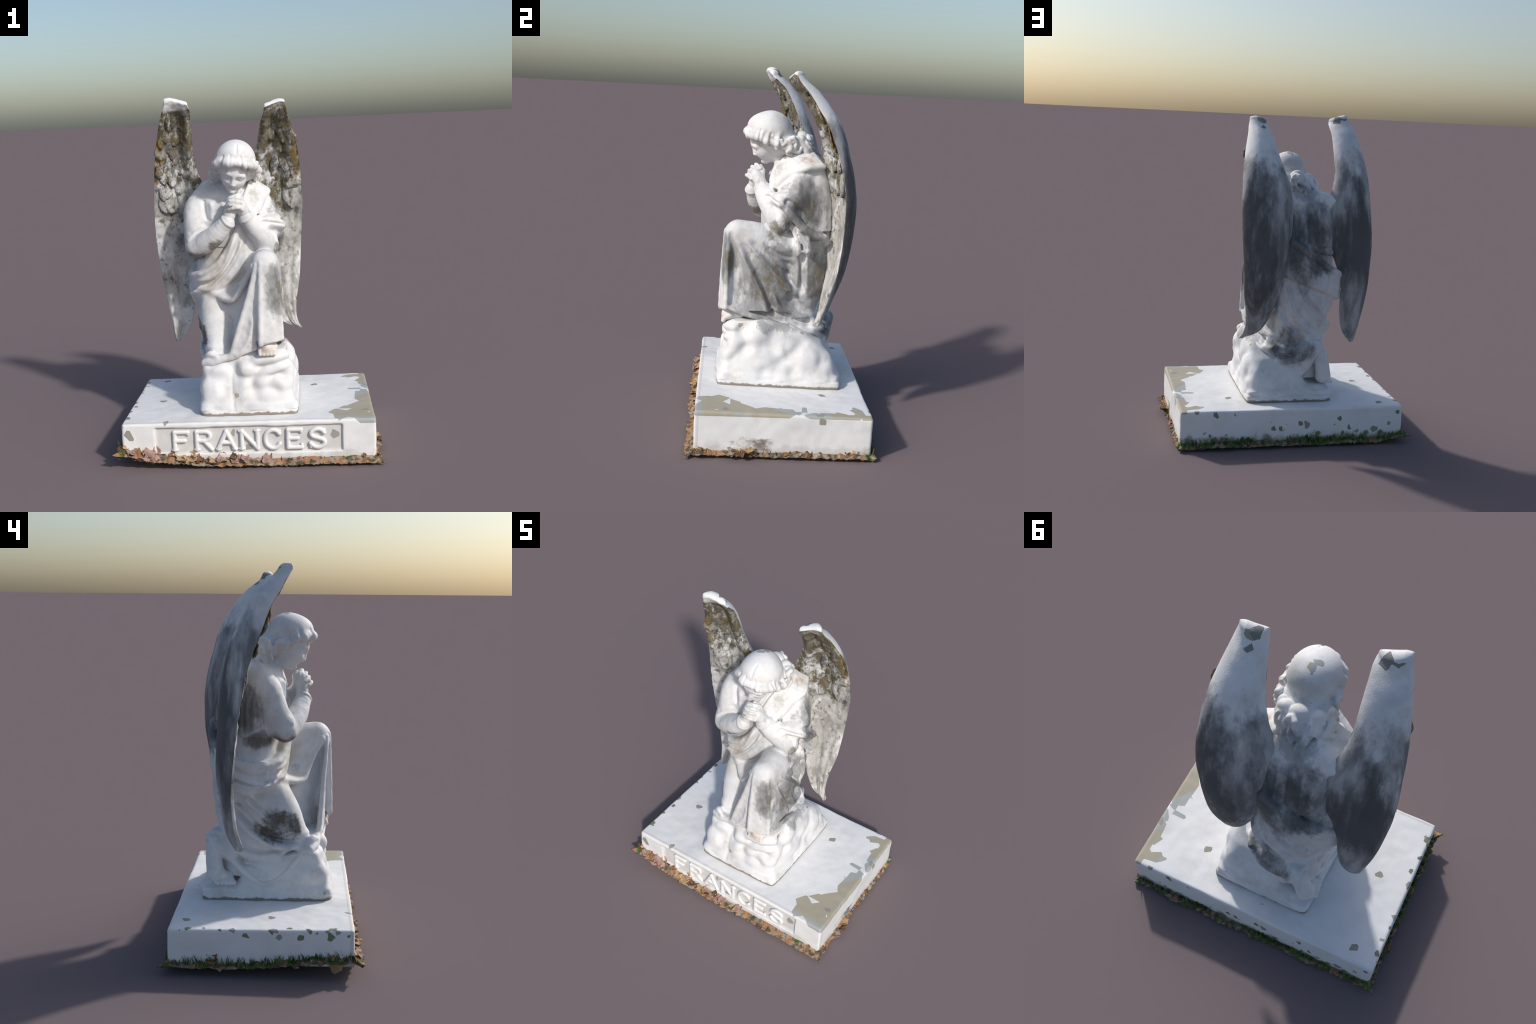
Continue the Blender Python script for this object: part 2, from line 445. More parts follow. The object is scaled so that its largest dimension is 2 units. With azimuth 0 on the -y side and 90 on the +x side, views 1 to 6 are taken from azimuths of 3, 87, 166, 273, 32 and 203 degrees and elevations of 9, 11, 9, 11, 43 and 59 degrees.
    # flat hanging panel in front of the shin
    B.web('skirt', [(0.107, -0.322, 1.09), (0.098, -0.333, 0.85), (0.091, -0.337, 0.645)], [(0.188, -0.310, 1.09), (0.202, -0.315, 0.85), (0.210, -0.312, 0.67)], 0.010, k=0.012)
    B.tube('skirt', [(0.108, -0.320, 1.09), (0.098, -0.333, 0.85), (0.091, -0.337, 0.645)], [0.010, 0.011, 0.012], k=0.012)
    # curtain of cloth falling to the viewer's left of the shin
    B.web('skirt', [(0.095, -0.30, 1.08), (0.07, -0.295, 0.85), (0.06, -0.29, 0.70), (0.06, -0.295, 0.61)], [(0.08, -0.312, 1.08), (0.020, -0.298, 0.87), (-0.035, -0.285, 0.71), (-0.08, -0.275, 0.56)], 0.009, k=0.010)
    B.tube('skirt', [(0.09, -0.312, 1.08), (0.055, -0.308, 0.97), (0.021, -0.299, 0.87), (-0.034, -0.288, 0.71), (-0.082, -0.272, 0.56)], [0.010, 0.010, 0.011, 0.012, 0.012], k=0.012)
    B.fold(1, [(0.06, 0.82), (0.03, 0.68), (-0.02, 0.60), (-0.07, 0.565)], 0.012, 0.016, -0.36, -0.24)
    # swag tucked between the thighs: from the right hip down and up to the raised knee
    B.web('skirt', [(-0.185, -0.060, 0.895), (-0.136, -0.115, 0.870), (-0.075, -0.180, 0.862), (-0.035, -0.205, 0.895), (0.013, -0.235, 0.975), (0.065, -0.285, 1.06)],
          [(-0.12, -0.05, 0.93), (-0.06, -0.06, 0.93), (0.0, -0.08, 0.94), (0.03, -0.10, 0.98), (0.06, -0.15, 1.04), (0.09, -0.24, 1.08)], 0.012, k=0.025)
    B.tube('skirt', [(-0.19, -0.068, 0.893), (-0.136, -0.120, 0.868), (-0.075, -0.178, 0.862), (-0.035, -0.200, 0.895), (0.013, -0.235, 0.975), (0.065, -0.285, 1.07)], [0.010, 0.013, 0.012, 0.012, 0.013, 0.012], k=0.014)
    B.tube('skirt', [(-0.16, -0.075, 0.86), (-0.107, -0.115, 0.816), (-0.065, -0.135, 0.785), (-0.01, -0.15, 0.80)], [0.010, 0.013, 0.012, 0.008], k=0.02)
    B.web('skirt', [(-0.07, -0.10, 0.82), (-0.03, -0.12, 0.72), (-0.04, -0.14, 0.58)], [(0.07, -0.24, 0.90), (0.07, -0.22, 0.75), (0.06, -0.22, 0.58)], 0.016, k=0.03)

    B.web('skirt', [(-0.05, -0.10, 0.90), (-0.05, -0.13, 0.80), (-0.05, -0.15, 0.60)], [(0.08, -0.20, 1.02), (0.08, -0.24, 0.85), (0.06, -0.24, 0.60)], 0.02, k=0.04)
    B.ball('skirt', (0.02, -0.05, 0.86), (0.08, 0.08, 0.13), k=0.04)

    B.ball('skirt', (-0.045, -0.085, 0.79), (0.055, 0.055, 0.075), k=0.03)
    # right leg: kneeling thigh under thin cloth, shin folded back
    B.tube('leg|r', [(-0.180, 0.045, 0.88), (-0.172, -0.020, 0.80), (-0.166, -0.080, 0.70), (-0.158, -0.128, 0.60)], [0.092, 0.100, 0.096, 0.080], k=0.025)
    B.ball('leg|r', (-0.157, -0.134, 0.585), (0.077, 0.080, 0.072), k=0.02)
    B.tube('leg|r', [(-0.16, -0.09, 0.55), (-0.175, 0.10, 0.52), (-0.18, 0.25, 0.50)], [0.072, 0.072, 0.05], k=0.03)

    # sash: broad folded band from the left shoulder across the belly, round the right hip and up the back
    low = np.array([(0.06, -0.035, 1.13), (0.0, -0.058, 1.04), (-0.09, -0.080, 0.960), (-0.19, -0.060, 0.896), (-0.258, -0.018, 0.868), (-0.300, 0.045, 0.853), (-0.318, 0.12, 0.853), (-0.302, 0.200, 0.875), (-0.20, 0.275, 0.928), (-0.11, 0.297, 0.965), (0.0, 0.292, 1.005), (0.09, 0.255, 1.04)])
    top = np.array([(0.0, -0.085, 1.31), (-0.045, -0.095, 1.20), (-0.11, -0.095, 1.10), (-0.20, -0.072, 1.02), (-0.272, -0.028, 0.985), (-0.315, 0.05, 0.980), (-0.322, 0.13, 0.985), (-0.298, 0.222, 1.02), (-0.22, 0.268, 1.06), (-0.14, 0.292, 1.12), (-0.05, 0.300, 1.18), (0.03, 0.295, 1.225)])
    inner = np.array((0.94, 0.94, 1.0)); hub = np.array((-0.06, 0.10, 0.0)) * (1 - inner)
    B.web('sash', top * inner + hub, low * inner + hub, 0.018, k=0.02, n=30)
    B.web('sash', top, low, 0.014, k=0.02, n=30)
    B.tube('sash', top, [0.009, 0.010, 0.011, 0.013, 0.015, 0.015, 0.016, 0.020, 0.021, 0.021, 0.020, 0.018], k=0.014)
    B.tube('sash', low, [0.008, 0.009, 0.011, 0.012, 0.013, 0.013, 0.013, 0.010, 0.009, 0.009, 0.009, 0.009], k=0.012)
    for pts, amp, w in [([(-0.028, 1.24), (-0.071, 1.134), (-0.116, 1.043), (-0.196, 0.979), (-0.30, 0.945)], 0.013, 0.013), ([(0.015, 1.22), (-0.031, 1.117), (-0.075, 1.047), (-0.146, 0.967), (-0.199, 0.916), (-0.29, 0.897)], 0.015, 0.013),
                        ([(-0.112, 1.120), (-0.146, 1.065), (-0.220, 1.011), (-0.287, 0.988)], 0.006, 0.012), ([(-0.005, 1.22), (-0.05, 1.115), (-0.10, 1.035), (-0.17, 0.965), (-0.29, 0.920)], -0.011, 0.009),
                        ([(0.045, 1.20), (0.0, 1.10), (-0.05, 1.02), (-0.10, 0.955)], 0.005, 0.014)]:
        B.fold(1, pts, amp, w, -0.16, 0.06)
    for pts, amp, w in [([(0.22, 0.955), (0.073, 0.893), (-0.017, 0.885), (-0.075, 0.945)], 0.012, 0.011), ([(0.22, 0.905), (0.073, 0.871), (-0.007, 0.875), (-0.06, 0.905)], 0.010, 0.009),
                        ([(0.22, 0.932), (0.073, 0.882), (-0.017, 0.900)], -0.011, 0.008), ([(0.20, 0.985), (0.09, 0.935), (0.0, 0.945)], -0.009, 0.011)]:
        B.fold(0, pts, amp * 1.3, w, -0.36, -0.20)
    for pts, amp, w in [([(0.03, 1.165), (-0.049, 1.081), (-0.138, 0.993)], 0.007, 0.014), ([(-0.005, 1.142), (-0.076, 1.070), (-0.16, 1.008)], -0.010, 0.011), ([(0.04, 1.195), (-0.073, 1.127), (-0.177, 1.061), (-0.27, 1.002)], -0.010, 0.009),
                        ([(-0.16, 1.04), (-0.22, 0.98), (-0.26, 0.93)], 0.005, 0.012)]:
        B.fold(1, pts, amp, w, 0.15, 0.36)

    # folds on the left flank, radiating from the raised knee to the back hem
    for pts, amp, w, sk in [
        ([(-0.250, 1.085), (-0.173, 1.003), (-0.090, 0.916), (-0.007, 0.834), (0.077, 0.751), (0.150, 0.687), (0.215, 0.640)], 0.016, 0.020, 0.4),
        ([(-0.205, 1.065), (-0.130, 0.995), (-0.045, 0.905), (0.040, 0.820), (0.12, 0.74)], -0.014, 0.018, 0.0),
        ([(-0.285, 1.08), (-0.236, 0.981), (-0.193, 0.902), (-0.140, 0.808), (-0.101, 0.724), (-0.067, 0.628)], 0.017, 0.018, 0.4),
        ([(-0.225, 1.02), (-0.165, 0.905), (-0.110, 0.805), (-0.072, 0.72), (-0.035, 0.635)], -0.020, 0.018, 0.0),
        ([(-0.30, 1.07), (-0.305, 0.95), (-0.30, 0.80), (-0.295, 0.67)], 0.007, 0.014, 0.0),
        ([(-0.275, 1.02), (-0.265, 0.90), (-0.25, 0.78), (-0.24, 0.68)], -0.008, 0.020, 0.0),
        ([(-0.095, 1.021), (-0.055, 0.993), (0.011, 0.963), (0.065, 0.960)], -0.007, 0.012, 0.0),
        ([(-0.09, 1.045), (-0.02, 1.005), (0.05, 1.0)], 0.006, 0.022, 0.0),
        ([(-0.09, 0.99), (0.013, 0.930), (0.068, 0.905)], -0.005, 0.012, 0.0),
        ([(-0.05, 0.915), (0.02, 0.875), (0.07, 0.85)], -0.004, 0.012, 0.0),
        ([(0.123, 1.080), (0.131, 0.935), (0.139, 0.725)], 0.009, 0.013, 0.0),
        ([(0.066, 1.09), (0.079, 0.933), (0.082, 0.72)], 0.008, 0.013, 0.0),
        ([(0.098, 1.06), (0.105, 0.909), (0.110, 0.74)], -0.008, 0.010, 0.0),
        ([(-0.054, 0.776), (-0.010, 0.686), (0.078, 0.638), (0.20, 0.612)], 0.014, 0.018, -0.4),
        ([(0.0, 0.645), (0.08, 0.605), (0.20, 0.582)], -0.012, 0.010, 0.0),
    ]:
        B.fold(0, pts, amp, w, 0.06, 0.30, skew=sk)
    B.tube('skirt', [(0.205, -0.30, 0.675), (0.205, -0.21, 0.640), (0.205, -0.10, 0.615), (0.200, -0.02, 0.585), (0.190, 0.08, 0.550), (0.155, 0.17, 0.535), (0.110, 0.245, 0.550)], [0.006, 0.014, 0.016, 0.016, 0.018, 0.018, 0.014], k=0.02)
    # seat: shallow folds sweeping from the left hip down to the right foot
    for pts in ([(0.072, 0.993), (0.046, 0.900), (0.004, 0.796), (-0.068, 0.711), (-0.163, 0.642)], [(-0.003, 0.962), (-0.072, 0.847), (-0.150, 0.774), (-0.215, 0.73)], [(-0.078, 0.936), (-0.169, 0.826), (-0.23, 0.77)], [(0.100, 0.827), (0.059, 0.723), (-0.018, 0.654), (-0.159, 0.615)]):
        B.fold(1, pts, 0.020, 0.018, 0.12, 0.36, skew=0.3)
        B.fold(1, [(x - 0.028, z - 0.012) for x, z in pts], -0.012, 0.014, 0.12, 0.36)
    # heavy swags round the back hem up to the raised heel
    B.tube('skirt', [(0.12, 0.185, 0.585), (0.085, 0.225, 0.555), (0.0, 0.268, 0.545), (-0.10, 0.280, 0.572), (-0.165, 0.290, 0.595)], [0.018, 0.024, 0.028, 0.024, 0.016], k=0.035)
    B.tube('skirt', [(0.13, 0.19, 0.540), (0.100, 0.225, 0.505), (0.045, 0.252, 0.465), (-0.05, 0.285, 0.495), (-0.12, 0.305, 0.55), (-0.18, 0.318, 0.565)], [0.014, 0.024, 0.028, 0.028, 0.022, 0.014], k=0.03)
    B.tube('skirt', [(0.09, 0.225, 0.475), (0.03, 0.25, 0.420), (-0.04, 0.275, 0.385), (-0.11, 0.300, 0.46), (-0.15, 0.325, 0.545)], [0.012, 0.020, 0.018, 0.017, 0.014], k=0.025)
    B.web('skirt', [(0.09, 0.20, 0.52), (0.0, 0.25, 0.47), (-0.10, 0.28, 0.53)], [(0.05, 0.215, 0.43), (-0.04, 0.25, 0.385), (-0.11, 0.28, 0.45)], 0.022, k=0.025)
    B.fold(1, [(0.209, 0.579), (0.112, 0.523), (0.003, 0.510), (-0.085, 0.545)], -0.007, 0.010, 0.18, 0.36)
    B.fold(1, [(0.109, 0.450), (0.021, 0.430), (-0.071, 0.490)], -0.006, 0.010, 0.18, 0.36)
    # drapery below the kneeling leg (viewer's left): swags from the knee to the raised foot
    B.stack('skirt', [(0.60, -0.215, -0.10, -0.19, 0.27), (0.52, -0.232, -0.10, -0.20, 0.29), (0.44, -0.240, -0.10, -0.12, 0.19), (0.33, -0.248, -0.10, -0.03, 0.11)], p=3, k=0.03)
    B.tube('skirt', [(-0.16, -0.262, 0.565), (-0.205, -0.235, 0.568), (-0.228, -0.173, 0.485), (-0.244, -0.10, 0.395), (-0.252, -0.03, 0.345), (-0.254, 0.025, 0.332), (-0.248, 0.09, 0.370), (-0.238, 0.162, 0.437), (-0.222, 0.24, 0.515), (-0.19, 0.305, 0.565)], [0.012, 0.020, 0.019, 0.018, 0.017, 0.016, 0.018, 0.019, 0.020, 0.017], k=0.014)
    for pts, amp, w in [([(-0.17, 0.535), (-0.082, 0.464), (0.029, 0.437), (0.111, 0.440), (0.177, 0.495)], -0.022, 0.013), ([(-0.20, 0.530), (-0.066, 0.535), (0.025, 0.570), (0.112, 0.636), (0.19, 0.728)], 0.022, 0.018), ([(-0.18, 0.556), (-0.05, 0.570), (0.04, 0.612), (0.11, 0.675), (0.18, 0.755)], -0.022, 0.014),
                        ([(-0.12, 0.515), (0.025, 0.505), (0.111, 0.525), (0.19, 0.575)], -0.022, 0.014), ([(0.138, 0.829), (0.072, 0.758), (0.026, 0.717), (-0.05, 0.646)], 0.015, 0.014),
                        ([(0.10, 0.835), (0.025, 0.765), (-0.04, 0.715)], 0.013, 0.012), ([(0.17, 0.80), (0.10, 0.71), (0.03, 0.64), (-0.06, 0.59)], -0.018, 0.013), ([(0.0, 0.40), (0.06, 0.41), (0.13, 0.45)], 0.008, 0.012)]:
        B.fold(0, pts, amp * 1.25, w, -0.34, -0.15)
    # roll of cloth in front of the knee, ending at the viewer's left
    B.tube('skirt', [(-0.07, -0.270, 0.570), (-0.13, -0.265, 0.550), (-0.19, -0.248, 0.528), (-0.228, -0.225, 0.520)], [0.014, 0.019, 0.024, 0.026], k=0.015)
    B.web('skirt', [(-0.05, -0.16, 0.59), (-0.15, -0.20, 0.55), (-0.21, -0.15, 0.53)], [(-0.04, -0.275, 0.57), (-0.14, -0.258, 0.55), (-0.21, -0.23, 0.52)], 0.014, k=0.02)
    return B


def ring(B, name, c, d, R, r, n=12):
    a = np.cross(d, (0.3, 0.2, 0.9)); a /= np.linalg.norm(a)
    b = np.cross(d, a)
    pts = [c + R * (math.cos(t) * a + math.sin(t) * b) for t in np.linspace(0, 2 * math.pi, n + 1)]
    B.tube(name, pts, r, k=0.008, n=25)


# ----------------------------------------------------------------------------
# raised foot of the kneeling leg, and the toes under the front hem
# ----------------------------------------------------------------------------
def build_feet():
    F = Clay((-0.31, 0.13, 0.29), (-0.10, 0.36, 0.60), 0.0033)
    F.tube('foot', [(-0.180, 0.275, 0.545), (-0.198, 0.285, 0.47), (-0.215, 0.278, 0.385)], [0.040, 0.045, 0.046], k=0.02)
    F.ball('foot', (-0.175, 0.295, 0.515), (0.034, 0.034, 0.045), k=0.02)
    F.ball('foot', (-0.215, 0.262, 0.368), (0.045, 0.056, 0.034), k=0.02)
    for i in range(5):
        a = i / 4
        p = np.array((-0.240 + 0.010 * a, 0.278 - 0.085 * a, 0.350))
        q = p + np.array((-0.034 + 0.008 * a, -0.018, -0.014))
        F.tube('foot', [p + (0.025, 0.005, 0.018), p, q], [0.018, 0.014 + 0.003 * a, 0.010 + 0.004 * a], k=0.005)
    G = Clay((0.04, -0.37, 0.56), (0.22, -0.20, 0.69), 0.0033)
    G.tube('foot', [(0.13, -0.23, 0.645), (0.125, -0.29, 0.615)], [0.050, 0.042], k=0.02)
    for i in range(5):
        x = 0.085 + 0.020 * i
        G.tube('foot', [(x, -0.280, 0.620), (x, -0.310, 0.602), (x, -0.322, 0.584)], [0.018, 0.013, 0.010], k=0.010)
    return F, G
# ----------------------------------------------------------------------------
# head: bowed face, cap of hair with a rolled fringe, curls over the nape
# ----------------------------------------------------------------------------
def build_head():
    H = Clay((-0.235, -0.275, 1.40), (0.15, 0.20, 1.77), 0.0031)
    up = np.array((0.20, -0.50, 0.86)); up /= np.linalg.norm(up)
    fw = np.array((-0.06, -0.86, -0.50)); fw -= up * (fw @ up); fw /= np.linalg.norm(fw)
    rt = np.cross(fw, up)                      # towards viewer's left is -rt
    R = np.column_stack([rt, fw, up])
    nose = np.array((-0.034, -0.181, 1.503))
    def P(r, f, u):                            # face coordinates from the nose tip
        return nose + r * rt + f * fw + u * up
    # neck
    H.tube('neck', [P(0, -0.11, 0.0), (-0.045, -0.01, 1.47), (-0.06, 0.02, 1.42)], [0.052, 0.052, 0.06], k=0.02)
    # face
    H.ball('head', P(0, -0.088, 0.045), (0.074, 0.078, 0.092), R, k=0.02)
    H.ball('head', P(0, -0.072, -0.012), (0.051, 0.058, 0.058), R, k=0.03)
    H.ball('head', P(0, -0.038, -0.060), (0.019, 0.020, 0.016), R, k=0.03)
    for s in (-1, 1):
        H.ball('head', P(s * 0.036, -0.050, 0.008), (0.024, 0.021, 0.026), R, k=0.03)      # cheek
        H.ball('head', P(s * 0.034, -0.010, 0.040), (0.022, 0.014, 0.014), R, k=0.022, cut=True)   # socket
        H.ball('head', P(s * 0.034, -0.036, 0.036), (0.019, 0.017, 0.013), R, k=0.006)     # lowered lid
        H.tube('head', [P(s * 0.016, -0.022, 0.056), P(s * 0.034, -0.022, 0.060), P(s * 0.056, -0.034, 0.052)], [0.006, 0.007, 0.005], k=0.022)
        H.ball('head', P(s * 0.010, -0.012, 0.001), (0.008, 0.010, 0.007), R, k=0.006)     # nostril wing
    H.tube('head', [P(0, -0.022, 0.062), P(0, -0.014, 0.034), P(0, -0.004, 0.006)], [0.008, 0.0075, 0.0095], k=0.012)
    H.tube('head', [P(-0.018, -0.026, -0.019), P(0, -0.018, -0.017), P(0.018, -0.026, -0.019)], [0.004, 0.006, 0.004], k=0.006)
    H.tube('head', [P(-0.014, -0.025, -0.027), P(0, -0.020, -0.029), P(0.014, -0.025, -0.027)], [0.004, 0.006, 0.004], k=0.006)
    H.tube('head', [P(-0.02, -0.022, -0.023), P(0, -0.013, -0.023), P(0.02, -0.022, -0.023)], 0.0030, k=0.004, cut=True)
    H.ball('head', P(0, -0.018, -0.038), (0.016, 0.008, 0.006), R, k=0.012, cut=True)

    # hair cap
    H.ball('hair', (-0.016, -0.092, 1.640), (0.112, 0.118, 0.115), euler(-18), k=0.006)
    H.ball('hair', (-0.018, -0.125, 1.648), (0.104, 0.105, 0.085), euler(-20), k=0.02)
    # fringe: a thick scalloped roll round the brow
    arc = spline([(-0.138, -0.055, 1.585), (-0.128, -0.115, 1.610), (-0.108, -0.165, 1.635), (-0.065, -0.212, 1.640), (-0.015, -0.228, 1.633), (0.040, -0.213, 1.622),
                  (0.080, -0.170, 1.608), (0.098, -0.110, 1.592), (0.100, -0.055, 1.578)], 15)
    H.tube('hair', arc, [0.019] * 15, k=0.015)
    rng = np.random.default_rng(3)
    # scallops of uneven size: big lobes at the temples and brow, with combed locks above
    for t, r, dz in [(0.02, 0.026, -.004), (0.12, 0.024, 0), (0.20, 0.026, -.004), (0.29, 0.030, 0), (0.385, 0.024, -.004), (0.44, 0.027, -.006), (0.56, 0.026, -.004), (0.625, 0.023, 0), (0.70, 0.027, -.004), (0.79, 0.024, 0), (0.87, 0.028, -.006), (0.97, 0.025, -.004)]:
        p = arc[int(round(t * 14))] * (1 - (t * 14 % 1)) + arc[min(14, int(round(t * 14)) + 1)] * (t * 14 % 1)
        q = p + np.array((0, -0.004, dz)) + rng.normal(0, 0.003, 3)
        H.ball('hair', q, (r * 1.05, r * 0.85, r * 0.9), k=0.008)
        c = np.array((-0.016, -0.085, 1.66))
        d = (p - c); d /= np.linalg.norm(d)
        a = c + d * 0.095 + np.array((0, 0.012, 0.05))
        H.tube('hair', [a, (a + q) / 2 + d * 0.008, q + np.array((0, 0, 0.004))], [0.006, 0.011, 0.015], k=0.02)
    H.tube('hair', [(0.0, -0.17, 1.735), (0.0, -0.205, 1.708), (0.002, -0.245, 1.655), (0.0, -0.255, 1.62)], [0.002, 0.003, 0.006, 0.008], k=0.008, cut=True)
    # partings between the scallops
    for x, z, amp in [(-0.088, 1.625, 1.0), (-0.040, 1.632, 0.7), (0.026, 1.622, 0.9), (0.058, 1.612, 1.0)]:
        H.fold(1, [(x * 0.75 - 0.004, z + 0.055), (x * 0.92, z + 0.02), (x, z - 0.028)], -0.0045 * amp, 0.0065, -0.30, -0.10, fade=0.02)
    for y, z in [(-0.165, 1.615), (-0.110, 1.598), (-0.050, 1.588)]:
        for lo, hi in ((0.04, 0.16), (-0.20, -0.07)):
            dz = -0.012 if lo > 0 else 0.008
            H.fold(0, [(y + 0.015, z + 0.055 + dz), (y + 0.006, z + 0.02 + dz), (y, z - 0.028 + dz)], -0.006, 0.0070, lo, hi, fade=0.02)
    # hair behind the face, down to the nape
    H.ball('hair', (-0.025, -0.02, 1.575), (0.106, 0.080, 0.075), k=0.02)
    H.tube('hair', [(-0.035, 0.010, 1.575), (-0.055, 0.072, 1.558), (-0.075, 0.130, 1.520), (-0.092, 0.172, 1.478), (-0.105, 0.190, 1.44)], [0.068, 0.060, 0.050, 0.036, 0.022], k=0.02)
    H.tube('hair', [(-0.10, 0.02, 1.57), (-0.13, 0.06, 1.53), (-0.14, 0.10, 1.50)], [0.045, 0.042, 0.03], k=0.02)
    # bulky side masses that the curls sit on
    for c, r in [((0.048, 0.010, 1.568), 0.042), ((0.025, 0.055, 1.568), 0.044), ((0.002, 0.098, 1.558), 0.042), ((-0.010, 0.130, 1.530), 0.036), ((-0.02, 0.095, 1.580), 0.040), ((-0.118, 0.010, 1.568), 0.044), ((-0.128, 0.050, 1.545), 0.046), ((-0.118, 0.090, 1.555), 0.042)]:
        H.ball('hair', c, r, k=0.02)
    # wavy locks streaming from the crown's rim over the nape
    for i, (x, y0, z0) in enumerate([(0.062, 0.045, 1.60), (0.030, 0.075, 1.60), (-0.005, 0.085, 1.605), (-0.045, 0.088, 1.61), (-0.085, 0.080, 1.60), (-0.118, 0.060, 1.60), (-0.145, 0.030, 1.59)]):
        e = 0.012 * (1 if i % 2 else -1)
        tx = -0.085 + (x + 0.04) * 0.75
        H.tube('hair', [(x, y0, z0), (x + e, y0 + 0.038, z0 - 0.030), (0.6 * x + 0.4 * tx - e, y0 + 0.062, z0 - 0.068), (0.3 * x + 0.7 * tx + e, y0 + 0.098, z0 - 0.105), (tx - e, 0.205 - abs(tx + 0.085) * 0.5, 1.46 + 0.012 * (i % 3))],
               [0.021, 0.025, 0.022, 0.020, 0.013], k=0.004)
    # curls: short hooked locks scattered over the sides and nape
    def curl(c, out, r, size, seed):
        out = np.array(out, float); out /= np.linalg.norm(out)
        a = np.cross(out, (0, 0, 1)); a /= np.linalg.norm(a)
        b = np.cross(out, a)
        t0 = seed * 1.7
        pts = [np.array(c) + out * (0.006 * math.sin(2 * t)) + size * (math.cos(t0 + t) * a + math.sin(t0 + t) * b * 1.15) for t in np.linspace(0, 4.2, 7)]
        H.tube('hair', [p + out * 0.006 for p in pts], [r * 0.7, r, r, r, r, r * 0.9, r * 0.6], k=0.004)
    spots = [
        # left side (viewer's right)
        ((0.094, -0.050, 1.580), (1, 0, -.2)), ((0.098, -0.010, 1.562), (1, .1, 0)), ((0.088, 0.020, 1.588), (1, .2, .2)), ((0.072, 0.050, 1.560), (1, .4, 0)), ((0.035, 0.075, 1.590), (.8, .6, .3)),
        ((0.020, 0.105, 1.560), (.8, .7, 0)), ((0.080, 0.015, 1.545), (1, .2, -.4)), ((-0.005, 0.135, 1.560), (.6, 1, .2)), ((-0.005, 0.145, 1.515), (.7, .9, 0)), ((-0.02, 0.125, 1.598), (.3, .9, .5)),
        # nape, falling to the upper back
        ((0.005, 0.115, 1.545), (.2, 1, .2)), ((-0.045, 0.135, 1.545), (0, 1, .3)), ((-0.095, 0.120, 1.550), (-.4, 1, .2)), ((0.0, 0.150, 1.505), (.2, 1, .2)), ((-0.055, 0.170, 1.505), (0, 1, .2)),
        ((-0.115, 0.155, 1.510), (-.4, 1, .2)), ((-0.03, 0.180, 1.470), (.1, 1, .2)), ((-0.085, 0.195, 1.468), (0, 1, .2)), ((-0.135, 0.185, 1.468), (-.3, 1, .1)), ((-0.105, 0.205, 1.435), (0, 1, .1)),
        # right side (viewer's left)
        ((-0.140, -0.050, 1.588), (-1, -.2, 0)), ((-0.148, -0.015, 1.560), (-1, 0, 0)), ((-0.158, 0.010, 1.528), (-1, 0, -.1)), ((-0.140, 0.025, 1.590), (-1, .4, .1)), ((-0.158, 0.045, 1.550), (-1, .5, 0)),
        ((-0.140, 0.075, 1.570), (-.8, .8, .1)), ((-0.165, 0.080, 1.515), (-.8, .6, 0)), ((-0.160, 0.045, 1.505), (-1, .2, -.2)), ((-0.150, 0.120, 1.510), (-.6, 1, 0)),
    ]
    for i, (c, out) in enumerate(spots):
        H.ball('hair', np.array(c) - np.array(out) * 0.010, 0.022, k=0.012)
        curl(c, out, 0.0125 + 0.003 * rng.random(), 0.018 + 0.006 * rng.random(), i)
    # furrows between the nape locks
    for i, x in enumerate((-0.135, -0.100, -0.065, -0.030, 0.005, 0.038)):
        e = 0.010 * (1 if i % 2 else -1)
        tx = -0.09 + (x + 0.05) * 0.7
        H.fold(1, [(x, 1.605), (x + e, 1.575), (0.6 * x + 0.4 * tx - e, 1.54), (0.3 * x + 0.7 * tx + e, 1.50), (tx, 1.455)], -0.013, 0.008, 0.04, 0.27)
    H.ball('hair', (-0.035, 0.080, 1.620), (0.040, 0.034, 0.030), k=0.008)
    H.ball('hair', (-0.110, 0.060, 1.605), (0.034, 0.030, 0.028), k=0.008)
    H.ball('hair', (0.035, 0.070, 1.605), (0.034, 0.028, 0.026), k=0.008)
    return H


